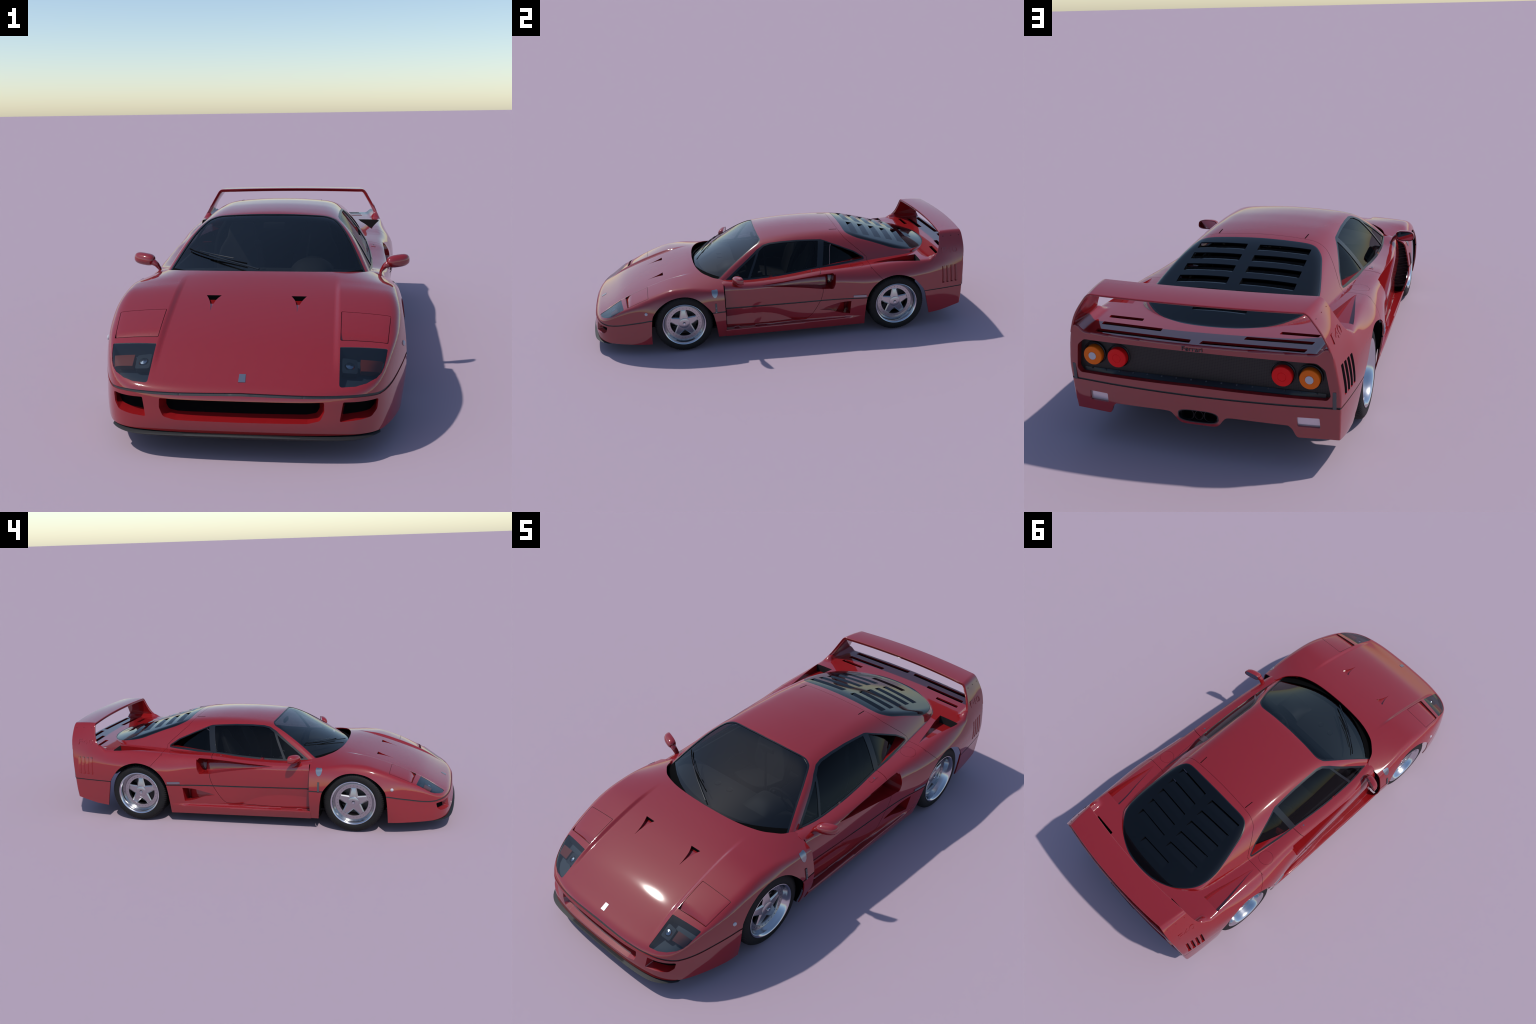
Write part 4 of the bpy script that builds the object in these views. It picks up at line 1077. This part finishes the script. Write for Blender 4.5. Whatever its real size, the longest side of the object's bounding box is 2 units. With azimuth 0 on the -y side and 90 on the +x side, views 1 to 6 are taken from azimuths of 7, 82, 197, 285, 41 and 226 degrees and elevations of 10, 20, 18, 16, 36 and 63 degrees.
# ---- wiper
def wp(x, y, up=.006): return on_top(x, y, cabin_field, up)
arm = [wp(-.012, -.418, .012), wp(-.06, -.392, .010), wp(-.13, -.352, .009), wp(-.185, -.315, .008)]
w = solid('wiper', *tube(spline(arm, 6), .0026, 8), RUBBER, ROOT)
bl = [wp(-.055, -.379, .006), wp(-.12, -.350, .005), wp(-.18, -.318, .005), wp(-.235, -.278, .005), wp(-.262, -.253, .005)]
solid('wiper_blade', *tube(spline(bl, 6), .0022, 6), BLACK, w)
solid('wiper_blade', *tube(spline([wp(-.10, -.352, .010), wp(-.16, -.325, .012), wp(-.22, -.285, .009)], 6), .0016, 6), RUBBER, w)

# ---- cabin
cab = bpy.data.objects.new('cabin', None); link(cab, ROOT)
solid('cabin_floor', *box((-.352, -.40, .085), (.352, .25, .095)), LINING, cab)
solid('door_card', *box((.318, -.26, .10), (.326, .22, .335), .002), CARBON, cab); solid('door_card', *box((-.326, -.26, .10), (-.318, .22, .335), .002), CARBON, cab)
dash = []
for x in np.linspace(-.300, .300, 25):
    e = (abs(x) / .30) ** 2; y0 = -.405 + .095 * e
    dash.append(np.array([(x, y0, .338 - .008 * e), (x, -.28, .345 - .006 * e), (x, -.235, .340 - .006 * e), (x, -.205, .322), (x, -.20, .26), (x, -.24, .24), (x, y0, .24)]))
da = solid('dashboard', *loft(dash), CARBON, cab, 40)
bin_ = []
for x in np.linspace(.075, .215, 15):
    e = ((x - .145) / .07); h = .034 * (1 - abs(e) ** 3)
    bin_.append(np.array([(x, -.315, .342), (x, -.285, .342 + h * .75), (x, -.245, .342 + h), (x, -.21, .340 + h * .9), (x, -.205, .33)]))
solid('binnacle', *loft(bin_), CARBON, da, 50)
for x in (-.02, -.085):
    solid('dash_vent', *(lambda q: (q[0][:, [1, 2, 0]] + [x, -.285, .344], q[1]))(lathe([(0, .014), (.003, .0135), (.002, .0105), (.003, .010), (.003, 0)], 28)), CARBON, da)
st = [(.145 + .062 * cos(a), -.150 - .018 * sin(a), .305 + .058 * sin(a)) for a in np.linspace(0, 2 * pi, 40)]
sw = solid('steering_wheel', *tube(st, .0055, 10, False), LINING, cab)
for a in (pi / 2, pi * 7 / 6, pi * 11 / 6):
    solid('wheel_spoke', *tube([(.145, -.152, .305), (.145 + .06 * cos(a), -.150 - .017 * sin(a), .305 + .056 * sin(a))], .004, 8), STEEL, sw)
solid('steering_column', *tube([(.145, -.152, .305), (.145, -.23, .285)], .012, 12), LINING, sw)
def seat(cx):
    def ringx(y, z, w, d, ang, bolster):
        out = []; n = 28
        for k in range(n):
            t = 2 * pi * k / n; ct, st_ = cos(t), sin(t); X = w * np.sign(ct) * abs(ct) ** .6; D = d * np.sign(st_) * abs(st_) ** .7
            if st_ > 0: D += bolster * abs(ct) ** 2
            out.append((cx + X, y - D * cos(ang), z + D * sin(ang)))
        return np.array(out)
    back = loft([ringx(.115, .13, .082, .018, .25, .03), ringx(.135, .20, .090, .018, .25, .035), ringx(.160, .28, .092, .018, .3, .035), ringx(.178, .335, .080, .017, .3, .02), ringx(.192, .375, .058, .016, .3, .008), ringx(.202, .41, .052, .015, .3, .004), ringx(.209, .432, .040, .010, .3, 0)])
    base = loft([ringx(.11 - .03 * i, .135 + .006 * i, .086, .014, pi / 2, .028) for i in range(6)])
    return joined(back, base)
for cx in (.145, -.145): solid('seat', *seat(cx), SEATCLOTH, cab, 60)
solid('gear_lever', *joined(tube([(.02, -.06, .15), (.022, -.068, .235)], .004, 8), box((.008, -.08, .230), (.036, -.054, .252), .008)), CARBON, cab)
solid('centre_tunnel', *box((-.035, -.22, .09), (.035, .24, .165), .01), CARBON, cab)
for s in (1, -1):
    solid('roll_bar', *tube(spline([(s * .255, .225, .12), (s * .250, .225, .34), (s * .205, .225, .435), (s * .16, .225, .465), (0, .225, .478)], 5), .011, 10), LINING, cab)
    solid('pull_strap', *tube(spline([(s * .308, -.02, .20), (s * .300, .04, .215), (s * .308, .10, .20)], 4), .004, 6), STEEL, cab)
solid('rear_brace', *tube([(.22, .228, .44), (-.10, .235, .20)], .007, 10), LINING, cab)
solid('extinguisher_bar', *joined(tube([(-.062, -.02, .12), (-.058, -.03, .385)], .0055, 10), box((-.072, -.038, .38), (-.048, -.022, .398), .003)), CARBON, cab)
solid('interior_mirror', *box((-.03, -.105, .452), (.045, -.092, .474), .004), LINING, cab)
solid('harness', *tube(spline([(.12, .13, .40), (.11, .09, .30), (.125, .07, .20)], 4), .004, 6), STEEL, cab)
# row of studs round the door windows
for s in (1, -1):
    st_o = []
    path = spline([(-.148, .3515), (-.045, .3525), (.08, .361), (.19, .3705)], 6)
    for (y, z) in path[::3]:
        p = on_flank(y, z, cabin_field, -.004); st_o.append((lathe([(0, .0016), (.001, 0)], 6)[0] + p * [s, 1, 1], lathe([(0, .0016), (.001, 0)], 6)[1]))
    o = solid('window_stud', *joined(*st_o), BADGE, cab); o['kind'] = 'stuff'
